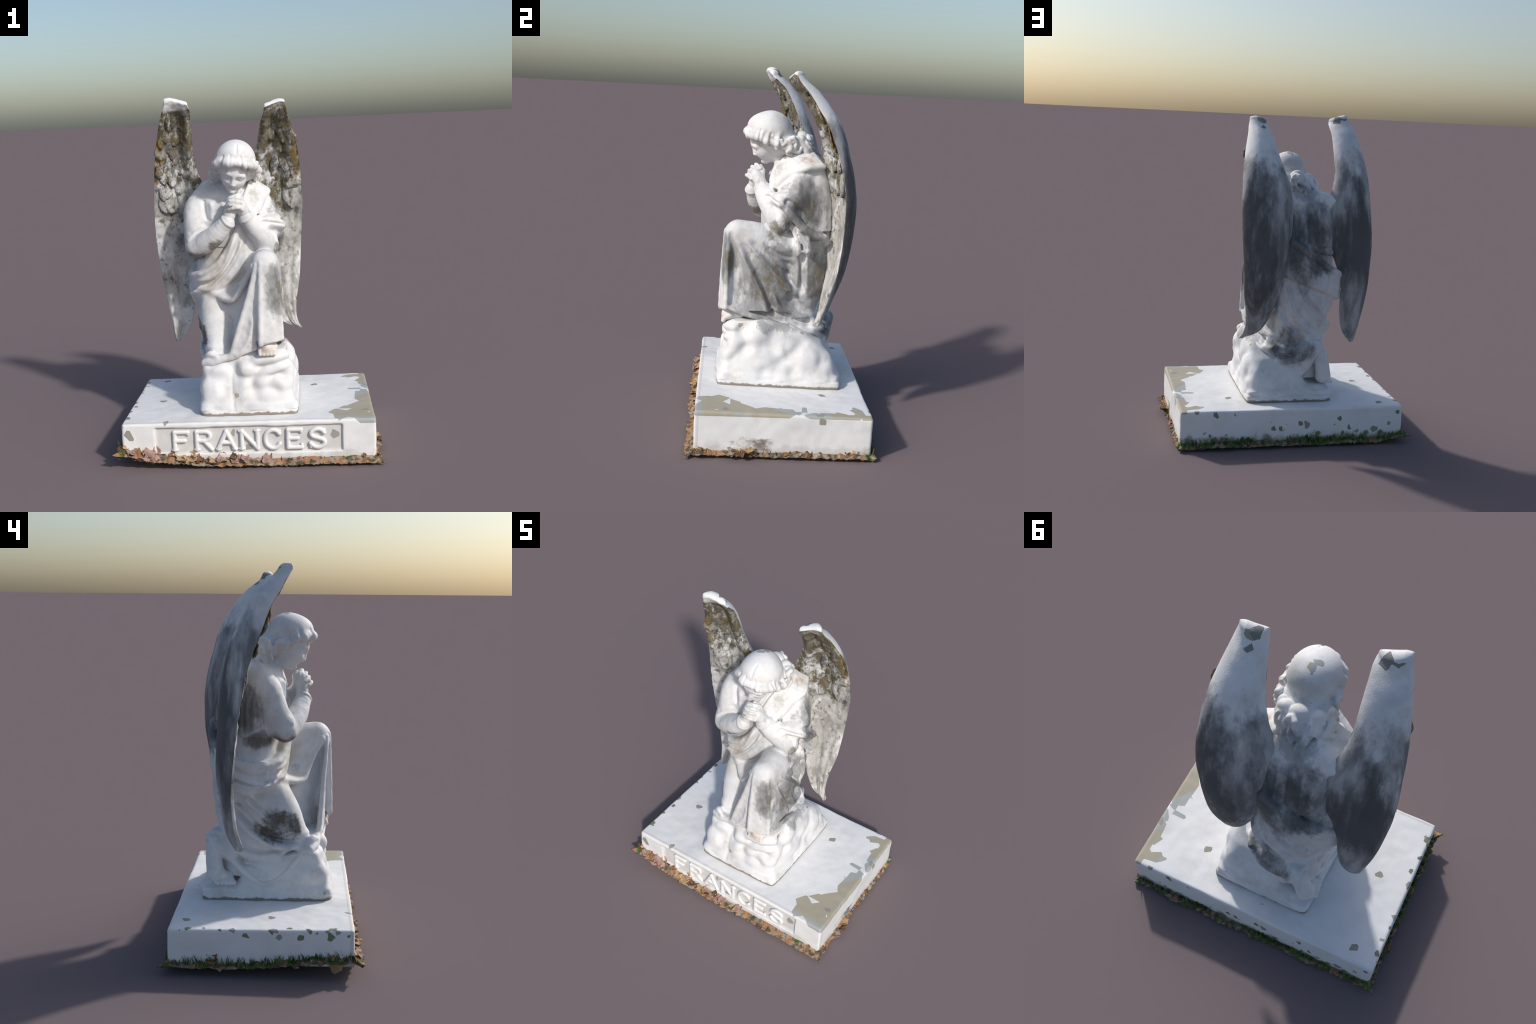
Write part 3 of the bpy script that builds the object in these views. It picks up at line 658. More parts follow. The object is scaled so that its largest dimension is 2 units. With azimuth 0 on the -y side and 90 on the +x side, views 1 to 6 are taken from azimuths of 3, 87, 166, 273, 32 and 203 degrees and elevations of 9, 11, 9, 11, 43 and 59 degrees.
# ----------------------------------------------------------------------------
# clasped hands
# ----------------------------------------------------------------------------
def build_hands():
    H = Clay((-0.12, -0.25, 1.26), (0.09, -0.06, 1.48), 0.0027)
    # wrists and palms
    H.tube('hand|r', [(-0.09, -0.176, 1.285), (-0.062, -0.172, 1.335), (-0.048, -0.165, 1.385)], [0.032, 0.034, 0.036], k=0.015)
    H.ball('hand|r', (-0.042, -0.165, 1.400), (0.026, 0.034, 0.038), k=0.015)
    H.tube('hand|l', [(0.045, -0.118, 1.30), (0.025, -0.138, 1.345), (0.005, -0.160, 1.385)], [0.034, 0.034, 0.036], k=0.012)
    H.ball('hand|l', (-0.008, -0.163, 1.400), (0.024, 0.033, 0.038), k=0.012)
    # fingers of each hand folded over the other, knuckle by knuckle
    for i in range(4):
        a = i / 3
        y, z = -0.160 - 0.050 * a ** 0.8, 1.449 - 0.062 * a ** 1.4
        H.tube('hand|l', [(0.014, y + 0.016, z - 0.016), (0.0, y - 0.006, z + 0.002), (-0.024, y - 0.010, z - 0.001), (-0.052, y + 0.0, z - 0.009), (-0.068, y + 0.020, z - 0.022)],
               [0.0100, 0.0110, 0.0105, 0.0100, 0.008], k=0.004)
        if i < 3:
            H.tube('hand|r', [(-0.066, y + 0.004, z - 0.020), (-0.050, y - 0.012, z - 0.012), (-0.030, y - 0.014, z - 0.011), (-0.006, y - 0.008, z - 0.012), (0.012, y + 0.006, z - 0.022)], [0.0085, 0.0085, 0.008, 0.008, 0.007], k=0.004)
    # thumbs
    H.tube('hand|r', [(-0.050, -0.140, 1.395), (-0.042, -0.134, 1.425), (-0.026, -0.142, 1.442)], [0.016, 0.0135, 0.011], k=0.008)
    H.tube('hand|l', [(0.010, -0.135, 1.390), (0.004, -0.130, 1.420), (-0.010, -0.142, 1.440)], [0.016, 0.0135, 0.011], k=0.008)
    return H
# ----------------------------------------------------------------------------
# wings: lofted shells (inner edge, back bulge, outer edge per height), with
# a thick leading roll, and individually placed covert feathers on the front
# ----------------------------------------------------------------------------
# z, inner x, inner y, back y, outer x, outer y, leading-roll thickness
WING_R = [
    (1.986, -0.272, -0.070, -0.025, -0.402, -0.100, 0.045),
    (1.950, -0.266, -0.040, 0.005, -0.410, -0.090, 0.055),
    (1.880, -0.268, 0.000, 0.050, -0.432, -0.066, 0.065),
    (1.790, -0.270, 0.045, 0.105, -0.460, -0.015, 0.072),
    (1.650, -0.270, 0.105, 0.169, -0.490, 0.035, 0.075),
    (1.550, -0.250, 0.140, 0.203, -0.506, 0.073, 0.070),
    (1.450, -0.215, 0.170, 0.228, -0.515, 0.098, 0.060),
    (1.350, -0.200, 0.180, 0.240, -0.524, 0.118, 0.050),
    (1.200, -0.220, 0.195, 0.250, -0.528, 0.143, 0.042),
    (1.100, -0.270, 0.205, 0.252, -0.522, 0.152, 0.038),
    (0.950, -0.315, 0.215, 0.252, -0.508, 0.168, 0.034),
    (0.820, -0.320, 0.200, 0.234, -0.490, 0.172, 0.032),
    (0.700, -0.335, 0.185, 0.218, -0.468, 0.163, 0.030),
    (0.620, -0.368, 0.168, 0.190, -0.455, 0.145, 0.026),
    (0.570, -0.415, 0.150, 0.158, -0.445, 0.132, 0.016),
]
WING_L = [
    (1.958, 0.148, 0.000, 0.078, 0.264, 0.032, 0.045),
    (1.915, 0.140, 0.020, 0.106, 0.276, 0.052, 0.055),
    (1.850, 0.123, 0.066, 0.164, 0.292, 0.096, 0.065),
    (1.730, 0.096, 0.136, 0.254, 0.320, 0.170, 0.072),
    (1.630, 0.060, 0.180, 0.300, 0.336, 0.220, 0.072),
    (1.550, 0.032, 0.195, 0.322, 0.340, 0.250, 0.066),
    (1.450, 0.016, 0.210, 0.348, 0.346, 0.282, 0.058),
    (1.320, 0.016, 0.222, 0.370, 0.345, 0.302, 0.050),
    (1.200, 0.030, 0.232, 0.373, 0.335, 0.308, 0.044),
    (1.070, 0.054, 0.242, 0.365, 0.326, 0.304, 0.040),
    (0.900, 0.087, 0.246, 0.334, 0.312, 0.286, 0.036),
    (0.780, 0.125, 0.235, 0.292, 0.291, 0.255, 0.032),
    (0.700, 0.160, 0.222, 0.262, 0.286, 0.232, 0.028),
    (0.645, 0.205, 0.205, 0.232, 0.296, 0.208, 0.022),
    (0.615, 0.285, 0.195, 0.208, 0.315, 0.196, 0.014),
]


class Wing:
    def __init__(self, rows, sgn):
        R = np.array(rows, float)
        # smooth curves through the stations, re-sampled evenly in height
        C = spline(R, 400)
        o = np.argsort(C[:, 0])
        self.C = C[o]
        self.z0, self.z1 = R[:, 0].min(), R[:, 0].max()
        self.sgn = sgn

    def at(self, z):
        return [np.interp(z, self.C[:, 0], self.C[:, k]) for k in range(1, 7)]

    def section(self, s, z):
        """Back point, front point and backward normal at s (0 inner .. 1 outer)."""
        ix, iy, by, ox, oy, roll = self.at(z)
        I, O = np.array((ix, iy)), np.array((ox, oy))
        c = O - I
        L = np.linalg.norm(c)
        nrm = np.array((-c[1], c[0])) / L
        if nrm[1] < 0:
            nrm = -nrm
        # bulge so that the highest back point reaches by
        peak = by - (iy * 0.5 + oy * 0.5)
        b = max(peak, 0.004) * max(0.0, 1 - abs(2 * s - 1) ** 2.3) ** 0.65
        back = I + c * s + nrm * b
        tip0 = float(sstep(self.z1 - 0.09, self.z1 - 0.01, z))
        rim = math.sqrt(max(0.0, 1 - abs(2 * s - 1) ** (8 - 5.2 * tip0)))
        upper = float(sstep(1.25, 1.6, z))
        low = float(1 - sstep(0.75, 1.2, z))
        th = 0.020 + (0.60 if self.sgn < 0 else 0.52) * b
        th += 0.7 * (roll - 0.03) * math.exp(-((s - 0.17) / 0.13) ** 2)             # leading roll
        th += upper * 0.012 * math.exp(-((s - 0.95) / 0.16) ** 2)             # outer rim
        th -= upper * 0.010 * math.exp(-((s - 0.42) / 0.09) ** 2)             # groove beside the roll
        # long flight feathers: steps across the lower half
        st = float(1 - sstep(1.15, 1.35, z))
        th += st * 0.010 * float(sstep(0.50, 0.58, s + 0.05 * (z - 1))) 
        th += st * 0.0022 * math.cos(s * 31 + 4 * z + 1.5 * math.sin(9 * z)) * float(sstep(0.3, 0.5, s))
        tip = float(sstep(self.z1 - 0.09, self.z1 - 0.01, z))
        th = th * (1 - tip) + 0.062 * tip
        b = b * (1 - 0.35 * tip) + 0.012 * tip * (rim - 1)
        back = I + c * s + nrm * b
        th *= rim
        return back, back - nrm * th, nrm, b

    def point(self, s, z, side):
        back, front, nrm, b = self.section(s, z)
        p = front if side else back
        tip = float(sstep(self.z1 - 0.16, self.z1, z))
        return np.array((p[0], p[1], z - tip * (0.034 * (1 - s) ** 1.5 + 0.010 * max(0, s - 0.75) / 0.25)))

    def mesh(self, name, nz=230, ns=46):
        zs = self.z0 + (self.z1 - self.z0) * (0.5 - 0.5 * np.cos(np.linspace(0, math.pi, nz))) * 0.15 + (self.z1 - self.z0) * np.linspace(0, 1, nz) * 0.85
        ss = 0.5 - 0.5 * np.cos(np.linspace(0, math.pi, ns))
        ring = [(s, 0) for s in ss] + [(s, 1) for s in ss[::-1][1:-1]]
        V = []
        for z in zs:
            for s, side in ring:
                V.append(self.point(s, z, side))
        V = np.array(V)
        # rounded end caps: extra shrinking rings
        m = len(ring)
        caps = []
        for zi, up in ((0, -1), (nz - 1, 1)):
            base = V[zi * m:(zi + 1) * m]
            mate = np.array([next(k for k, r in enumerate(ring) if r[0] == s and (r[1] != side or s in (ring[0][0], ring[ns - 1][0]))) for s, side in ring])
            mid = 0.5 * (base + base[mate])
            ctr = mid.mean(0)
            rows = []
            for t in (0.3, 0.55, 0.75, 0.9, 0.98, 1.0):
                f = max(0.02, 1 - t * t) ** 0.5
                q = mid + (base - mid) * f
                q = ctr + (q - ctr) * (1 - 0.10 * t ** 4)
                q[:, 2] += up * t * (0.020 if up > 0 else 0.008)
                rows.append(q)
            caps.append(rows)
        rows = [*caps[0][::-1], *[V[i * m:(i + 1) * m] for i in range(nz)], *caps[1]]
        V = np.vstack(rows)
        n = len(rows)
        F = []
        for i in range(n - 1):
            a = i * m + np.arange(m); b = i * m + (np.arange(m) + 1) % m
            q = np.column_stack([a, b, b + m, a + m])
            F.append(q)
        # close the two ends by stitching the back edge to the front edge
        for base in (0, (n - 1) * m):
            for k in range(1, ns - 2):
                q = [base + k, base + k + 1, base + mate[k + 1], base + mate[k]]
                F.append(np.array([q if base else q[::-1]]))
        F = np.vstack(F)
        kside = np.array([r[1] for r in ring])
        s_of = np.array([r[0] for r in ring])
        fr = (kside > 0) | (kside[(np.arange(m) + 1) % m] > 0)
        self.front = np.zeros(len(F), np.int32)
        self.front[:(n - 1) * m] = np.tile(fr.astype(np.int32), n - 1)
        self.front[(n - 7) * m:(n - 1) * m] = 0
        if self.sgn > 0:
            F = F[:, ::-1]
        V = relax(V, F, 1)
        # weathered relief: calm on the back, eroded lumps on the front
        side = np.tile([r[1] for r in ring], len(V) // m)
        calm = np.repeat([0.0 if (k < 7 or k > n - 8) else 1.0 for k in range(n)], m)
        for i, p in enumerate(V):
            n1 = mnoise.noise(Vector((p[0] * 14, p[1] * 14, p[2] * 9)))
            n2 = mnoise.noise(Vector((p[0] * 42, p[1] * 42, p[2] * 26)))
            V[i, 1] += calm[i] * (0.002 * n1 + 0.0008 * n2 + side[i] * (0.004 * n1 + 0.005 * n2 * float(sstep(0.75, 1.25, p[2]))))
        return mesh_from(name, V, F)


def feather_mesh(name, w, l, t, nu=13, nv=17, seed=0.0):
    """A carved covert: flush at the root, thick and rounded at the tip. x across, y along (down), z outward."""
    V, F = [], []
    for layer in (0, 1):
        for j in range(nv):
            v = j / (nv - 1)
            wid = w * (0.55 + 0.45 * math.sin(math.pi * min(v * 0.85, 1))) * math.sqrt(max(0.0, 1 - max(0, (v - 0.62) / 0.38) ** 2.4))
            for i in range(nu):
                u = -1 + 2 * i / (nu - 1)
                dome = (1 - abs(u) ** 2.2)
                h = t * (0.12 + 0.88 * v ** 0.8) * (0.35 + 0.65 * dome) * (1 - max(0, (v - 0.9) / 0.1) ** 2 * 0.45)
                h -= t * 0.10 * math.exp(-(u / 0.12) ** 2) * v
                h *= 1 + 0.45 * mnoise.noise(Vector((u * 1.6 + seed, v * 3.0, seed))) + 0.2 * mnoise.noise(Vector((u * 5, v * 8, seed)))
                z = h if layer == 0 else -0.35 * t - 0.012
                lean = 0.12 * math.sin(seed * 3.1) * v * v
                edge = 1 + 0.22 * mnoise.noise(Vector((seed * 7, v * 5, u * 2)))
                V.append((u * wid * edge + lean, v * l * (1 + 0.06 * mnoise.noise(Vector((u * 4, seed, 2.0)))), z))
    def k(L, j, i): return L * nu * nv + j * nu + i
    for j in range(nv - 1):
        for i in range(nu - 1):
            F.append((k(0, j, i), k(0, j, i + 1), k(0, j + 1, i + 1), k(0, j + 1, i)))
            F.append((k(1, j, i), k(1, j + 1, i), k(1, j + 1, i + 1), k(1, j, i + 1)))
        F.append((k(0, j, 0), k(0, j + 1, 0), k(1, j + 1, 0), k(1, j, 0)))
        F.append((k(0, j, nu - 1), k(1, j, nu - 1), k(1, j + 1, nu - 1), k(0, j + 1, nu - 1)))
    for i in range(nu - 1):
        F.append((k(0, 0, i), k(1, 0, i), k(1, 0, i + 1), k(0, 0, i + 1)))
        F.append((k(0, nv - 1, i), k(0, nv - 1, i + 1), k(1, nv - 1, i + 1), k(1, nv - 1, i)))
    return mesh_from(name, np.array(V), np.array(F))


def build_wings(root, mat, fmat):
    rng = random.Random(11)
    kinds = [feather_mesh('feather', 0.42 + 0.05 * (q % 4), 1.0, 0.24 + 0.05 * (q % 3), seed=1.3 + q * 0.77) for q in range(7)]
    for me in kinds:
        me.materials.append(fmat)
    for rows, sgn in ((WING_R, -1), (WING_L, 1)):
        W = Wing(rows, sgn)
        me = W.mesh('wing')
        me.materials.append(mat); me.materials.append(fmat)
        me.polygons.foreach_set('material_index', W.front)
        ob = put('wing', me, root, None)
        # rows: (z of tips, s positions, feather width, length, thickness)
        courses = []
        z = 1.83
        while z > 1.25:
            a = (1.86 - z) / 0.6
            n = 2 if z > 1.72 else 3
            courses.append((z, n, 0.040 + 0.022 * a, 0.075 + 0.065 * a, 0.6 + 0.4 * a))
            z -= 0.056 + 0.040 * a
        for ci, (z, n, w, l, t) in enumerate(courses):
            for i in range(n):
                s = (0.46 if n == 3 else 0.55) + (0.42 if n == 3 else 0.30) * (i + 0.3 * (ci % 2)) / max(1, n - 1)
                s = min(s + rng.uniform(-0.05, 0.05), 0.85 if z < 1.72 else 0.74)
                zz = z + rng.uniform(-0.030, 0.030)
                top = min(zz + l, W.z1 - 0.02)
                p0, p1 = W.point(s, top, 1), W.point(min(s + 0.02, 1), zz, 1)
                q = W.point(min(s + 0.08, 1.0), (top + zz) / 2, 1) - W.point(s - 0.08, (top + zz) / 2, 1)
                Y = Vector(p1 - p0); Ln = Y.length; Y.normalize()
                X = Vector(q); X = (X - Y * X.dot(Y)).normalized()
                Z = X.cross(Y)
                if Z.y > 0:
                    X = -X; Z = X.cross(Y)
                Y = (Y + Z * rng.uniform(0.02, 0.10) + X * rng.uniform(-0.25, 0.25)).normalized()
                X = (X - Y * X.dot(Y)).normalized(); Z = X.cross(Y)
                sw, sl, stt = w * rng.uniform(0.8, 1.55), Ln * rng.uniform(0.75, 1.15), 0.078 * t * rng.uniform(0.6, 1.25)
                M = Matrix((X * sw, Y * sl, Z * stt)).transposed().to_4x4()
                M.translation = Vector(p0)
                f = bpy.data.objects.new('feather', rng.choice(kinds))
                bpy.context.collection.objects.link(f)
                f.parent = ob
                f.matrix_world = M
# ----------------------------------------------------------------------------
# rock under the figure
# ----------------------------------------------------------------------------
def build_rock():
    R = Clay((-0.285, -0.365, 0.225), (0.315, 0.37, 0.66), 0.0055)
    R.stack('rock', [(0.235, -0.256, 0.282, -0.342, 0.346), (0.288, -0.254, 0.280, -0.340, 0.343), (0.305, -0.251, 0.276, -0.336, 0.338)], p=24, k=0.004)
    R.stack('rock', [(0.25, -0.255, 0.282, -0.341, 0.345), (0.30, -0.252, 0.279, -0.338, 0.338), (0.36, -0.246, 0.272, -0.320, 0.318), (0.42, -0.232, 0.262, -0.298, 0.290), (0.48, -0.215, 0.250, -0.280, 0.240),
                     (0.54, -0.16, 0.240, -0.270, 0.15), (0.595, 0.0, 0.222, -0.262, 0.04)], p=7, k=0.02)
    R.stack('rock', [(0.25, -0.255, 0.05, -0.338, 0.10), (0.36, -0.252, 0.05, -0.312, 0.09), (0.43, -0.250, 0.05, -0.286, 0.08), (0.49, -0.235, 0.05, -0.262, 0.05)], p=7, k=0.03)
    # soft swells all round, then sharper cloud-like ledges under the toes
    for c, r in [((-0.18, -0.238, 0.40), (0.065, 0.065, 0.050)), ((-0.15, -0.225, 0.48), (0.08, 0.055, 0.040)), ((0.220, -0.12, 0.540), (0.052, 0.065, 0.055)), ((0.225, 0.02, 0.475), (0.050, 0.060, 0.050)),
                 ((0.225, 0.14, 0.40), (0.050, 0.060, 0.045)), ((0.240, -0.10, 0.40), (0.040, 0.07, 0.05))]:
        R.ball('rock', c, r, k=0.055)
    for c, r, t in [((0.125, -0.270, 0.550), (0.115, 0.062, 0.042), 8), ((0.005, -0.275, 0.495), (0.062, 0.055, 0.060), -20), ((0.150, -0.290, 0.490), (0.100, 0.042, 0.032), 14), ((-0.015, -0.292, 0.395), (0.042, 0.042, 0.060), -25),
                    ((0.085, -0.285, 0.420), (0.060, 0.050, 0.050), 30), ((0.185, -0.290, 0.415), (0.075, 0.042, 0.050), 10), ((0.125, -0.295, 0.345), (0.080, 0.038, 0.050), -15), ((-0.185, -0.272, 0.390), (0.058, 0.036, 0.038), 20), ((0.225, -0.255, 0.48), (0.040, 0.05, 0.050), 0)]:
        R.ball('rock', np.array(c) + (0, 0.010, 0), r, euler(0, -t, 0), k=0.022)
    R.fold(1, [(-0.072, 0.52), (-0.078, 0.42), (-0.068, 0.25)], -0.005, 0.010, -0.37, -0.18)
    for pts, amp, w in [([(-0.25, 0.47), (-0.15, 0.455), (-0.05, 0.46), (0.03, 0.44)], -0.003, 0.02), ([(0.02, 0.50), (0.05, 0.42), (0.12, 0.37)], -0.005, 0.018), ([(0.14, 0.50), (0.20, 0.43), (0.27, 0.40)], 0.004, 0.02)]:
        R.fold(0, pts, amp, w, 0.16, 0.33)
    R.box('rock', (-0.22, 0.30, 0.47), (0.13, 0.16, 0.135), euler(0, 0, 0), r=0.05, k=0.06, cut=True)
    R.lumps(0.009, 0.055, 4, lo=(-0.285, -0.365, 0.285))
    return R


# ----------------------------------------------------------------------------
# plinth with recessed name panel and raised letters
# ----------------------------------------------------------------------------
def build_plinth():
    P = Clay((-0.705, -0.472, 0.005), (0.72, 0.49, 0.27), 0.0055)
    P.box('plinth', (0.0075, 0.0100, 0.13), (0.6925, 0.4600, 0.12), r=0.014, k=0.001)
    P.box('plinth', (0.009, -0.452, 0.147), (0.509, 0.0165, 0.0725), r=0.004, k=0.006, cut=True)
    P.lumps(0.0022, 0.11, 8)
    P.lumps(0.0012, 0.04, 9)
    return P


def rim_z(x, y):
    """Height of the ragged lower edge: it climbs at the front left corner."""
    return 0.016 + 0.028 * sstep(-0.50, -0.70, x) + 0.045 * sstep(-0.10, -0.72, x) * sstep(0.2, -0.5, y)


def slant(V):
    """The slab's top dips a little towards the back."""
    V = V.copy()
    foot = np.clip(1 - V[:, 2] / 0.06, 0, 1)
    V[:, 2] += foot * (rim_z(V[:, 0], V[:, 1]) + 0.008)
    V[:, 2] -= 0.0165 * (V[:, 1] + 0.45) / 0.9 * np.clip(V[:, 2] / 0.25, 0, 1)
    return V


GLYPHS = {   # strokes in a unit box, x right, y up
    'F': [[(0.1, 0), (0.1, 1)], [(0.1, 1), (0.92, 1)], [(0.1, 0.52), (0.72, 0.52)], [(-0.02, 0), (0.24, 0)], [(0.92, 1), (0.92, 0.86)]],
    'R': [[(0.1, 0), (0.1, 1)], [(0.1, 1), (0.62, 1), (0.86, 0.88), (0.86, 0.64), (0.62, 0.50), (0.1, 0.50)], [(0.5, 0.5), (0.98, 0)], [(-0.02, 0), (0.22, 0)]],
    'A': [[(0.02, 0), (0.5, 1)], [(0.5, 1), (0.98, 0)], [(0.22, 0.36), (0.78, 0.36)], [(-0.06, 0), (0.14, 0)], [(0.86, 0), (1.06, 0)]],
    'N': [[(0.08, 0), (0.08, 1)], [(0.08, 1), (0.92, 0)], [(0.92, 0), (0.92, 1)], [(-0.04, 0), (0.2, 0)], [(-0.06, 1), (0.1, 1)], [(0.8, 1), (1.04, 1)]],
    'C': [[(0.92, 0.80), (0.74, 0.97), (0.42, 1.0), (0.14, 0.80), (0.06, 0.5), (0.14, 0.2), (0.42, 0.0), (0.74, 0.03), (0.94, 0.22)], [(0.94, 0.98), (0.94, 0.76)]],
    'E': [[(0.1, 0), (0.1, 1)], [(0.1, 1), (0.9, 1)], [(0.1, 0.52), (0.68, 0.52)], [(0.1, 0), (0.94, 0)], [(0.9, 1), (0.9, 0.86)], [(0.94, 0), (0.94, 0.16)]],
    'S': [[(0.9, 0.80), (0.72, 0.97), (0.4, 1.0), (0.12, 0.84), (0.14, 0.64), (0.46, 0.52), (0.84, 0.40), (0.92, 0.18), (0.66, 0.0), (0.3, 0.02), (0.06, 0.2)], [(0.9, 0.98), (0.9, 0.78)], [(0.06, 0.0), (0.06, 0.22)]],
}


def build_letters():
    C = Clay((-0.46, -0.466, 0.055), (0.47, -0.42, 0.235), 0.0034)
    y = -0.4415
    spans = [('F', -0.404, -0.315), ('R', -0.283, -0.190), ('A', -0.160, -0.064), ('N', -0.036, 0.066), ('C', 0.095, 0.184), ('E', 0.215, 0.303), ('S', 0.340, 0.428)]
    for i, (ch, x0, x1) in enumerate(spans):
        for st in GLYPHS[ch]:
            pts = [(x0 + (x1 - x0) * u, y, 0.095 + 0.100 * v) for u, v in st]
            small = len(st) == 2 and abs(st[0][0] - st[1][0]) + abs(st[0][1] - st[1][1]) < 0.3
            C.tube('letter|%d' % i, pts, 0.0085 if small else 0.0125, k=0.003, n=2 if len(pts) == 2 else 22)
    return C


# ----------------------------------------------------------------------------
# leaf litter, soil and grass clinging to the foot of the plinth
# ----------------------------------------------------------------------------
X0, X1, Y0, Y1 = -0.685, 0.700, -0.450, 0.470


def rim_point(t):
    """Walk round the plinth foot; t in 0..1 -> point, outward normal, side index."""
    w, d = X1 - X0, Y1 - Y0
    s = (t % 1) * 2 * (w + d)
    if s < w: return np.array((X0 + s, Y0)), np.array((0, -1.)), 0
    s -= w
    if s < d: return np.array((X1, Y0 + s)), np.array((1., 0)), 1
    s -= d
    if s < w: return np.array((X1 - s, Y1)), np.array((0, 1.)), 2
    s -= w
    return np.array((X0, Y1 - s)), np.array((-1., 0)), 3


def build_litter(root, soil, leaf_mats, grass):
    rng = random.Random(5)
    litter = empty('leaf_litter', root)
    # soil strip: a ragged skirt that slopes away from the stone
    n, m = 620, 6
    V, F = [], []
    for i in range(n):
        p, nn, side = rim_point(i / n)
        cx = 0.5 * (X0 + X1); cy = 0.5 * (Y0 + Y1)
        fx = (p[0] - cx) / (0.5 * (X1 - X0)); fy = (p[1] - cy) / (0.5 * (Y1 - Y0))
        corner = max(0, min(abs(fx), abs(fy)) - 0.93) / 0.07
        dirn = nn + corner * np.array((math.copysign(1, fx) * (abs(nn[0]) < .5), math.copysign(1, fy) * (abs(nn[1]) < .5)))
        wob = mnoise.noise(Vector((p[0] * 9, p[1] * 9, 1.5)))
        jag = mnoise.noise(Vector((p[0] * 45, p[1] * 45, 4.5)))
        wid = (0.046, 0.016, 0.030, 0.022)[side] + 0.012 * wob + 0.018 * jag
        lift = float(rim_z(p[0], p[1])) + 0.004 + 0.010 * wob + 0.012 * jag
        for j in range(m):
            a = j / (m - 1)
            q = p - nn * 0.006 + dirn * (wid + 0.006) * a
            b = mnoise.noise(Vector((q[0] * 60, q[1] * 60, 9.0))) * 0.010
            z = lift + 0.026 * (1 - a) ** 1.6 + b * (0.4 + 0.6 * a)
            V.append((q[0], q[1], max(z, 0.004)))
        for j in range(m):
            q = V[-m]
            V.append((q[0], q[1], max(q[2] - 0.006, 0.0)))
    M = 2 * m
    for i in range(n):
        a, b = i * M, ((i + 1) % n) * M
        for j in range(m - 1):
            F.append((a + j, a + j + 1, b + j + 1, b + j))
            F.append((a + m + j, b + m + j, b + m + j + 1, a + m + j + 1))
        F.append((a + m - 1, a + M - 1, b + M - 1, b + m - 1))
        F.append((a, b, b + m, a + m))
    me = mesh_from('soil', np.array(V), np.array(F))
    put('soil', me, litter, soil)
    # dead leaves: cupped, twisted blades in a few shapes
    kinds = []
    for kx in range(5):
        V, F = [], []
        nu, nv = 9, 11
        curl, bend, wave = rng.uniform(0.2, 0.8), rng.uniform(-0.6, 0.7), rng.uniform(0.05, 0.16)
        for layer in (0, 1):
            for j in range(nv):
                v = j / (nv - 1)
                w = 0.5 * math.sin(math.pi * (0.06 + 0.90 * v)) ** 0.7 * (0.85 + 0.15 * math.sin(v * 19 + kx))
                for i in range(nu):
                    u = -1 + 2 * i / (nu - 1)
                    z = curl * 0.5 * u * u * w + bend * (v - 0.5) ** 2 + wave * math.sin(3 * v * 3 + 2.2 * u + kx)
                    V.append((u * w, v - 0.5, z - 0.03 * layer))
        def k(L, j, i): return L * nu * nv + j * nu + i
        for j in range(nv - 1):
            for i in range(nu - 1):
                F.append((k(0, j, i), k(0, j, i + 1), k(0, j + 1, i + 1), k(0, j + 1, i)))
                F.append((k(1, j, i), k(1, j + 1, i), k(1, j + 1, i + 1), k(1, j, i + 1)))
            F.append((k(0, j, 0), k(0, j + 1, 0), k(1, j + 1, 0), k(1, j, 0)))
            F.append((k(0, j, nu - 1), k(1, j, nu - 1), k(1, j + 1, nu - 1), k(0, j + 1, nu - 1)))
        kinds.append([mesh_from('leaf', np.array(V), np.array(F)) for _ in leaf_mats])
        for me, mt in zip(kinds[-1], leaf_mats):
            me.materials.append(mt)
    for i in range(150):
        t = rng.random()
        p, nn, side = rim_point(t)
        if side == 2 and rng.random() < 0.92: continue
        if side == 3 and rng.random() < 0.80: continue
        if side == 0 and p[0] > 0.05 and rng.random() < 0.75: continue
        if side == 1 and abs(math.sin(p[1] * 11 + 0.6)) < 0.45: continue
        out = rng.uniform(0.002, 0.026) * (0.7, 0.1, 0.1, 0.3)[side]
        big = 0.022 + 0.070 * rng.random() ** 1.8
        lift = float(rim_z(p[0], p[1])) + 0.026
        f = bpy.data.objects.new('leaf', rng.choice(rng.choice(kinds)))
        bpy.context.collection.objects.link(f)
        f.parent = litter
        ang = math.atan2(nn[1], nn[0])
        f.matrix_world = Matrix.Translation((p[0] + nn[0] * out, p[1] + nn[1] * out, max(lift + rng.uniform(-0.026, 0.016), 0.42 * big))) @ Matrix.Rotation(ang, 4, 'Z') @ Matrix.Rotation(rng.uniform(0.1, 1.1), 4, 'Y') @ Matrix.Rotation(rng.uniform(0, 6.3), 4, 'Z') @ Matrix.Diagonal((big, big * rng.uniform(0.9, 1.4), big, 1))
    # grass and moss tufts, mostly at the back and the viewer's left
    V, F = [], []
    for i in range(1300):
        p, nn, side = rim_point(rng.random())
        if mnoise.noise(Vector((p[0] * 7, p[1] * 7, 2.2))) < rng.uniform(-0.45, 0.25): continue
        if side == 1 and rng.random() < 0.93: continue
        if side == 0 and rng.random() < (0.6 if 0.0 < p[0] < 0.45 else 0.92): continue
        o = p + nn * rng.uniform(0.002, 0.016)
        z0 = float(rim_z(p[0], p[1])) + 0.010
        h = rng.uniform(0.015, 0.05) * (1.2 if side >= 2 else 0.7)
        a = rng.uniform(0, 6.3); w = rng.uniform(0.0025, 0.006)
        dx, dy = math.cos(a) * w, math.sin(a) * w
        lx, ly = rng.uniform(-.5, .5) * h, rng.uniform(-.5, .5) * h
        b = len(V)
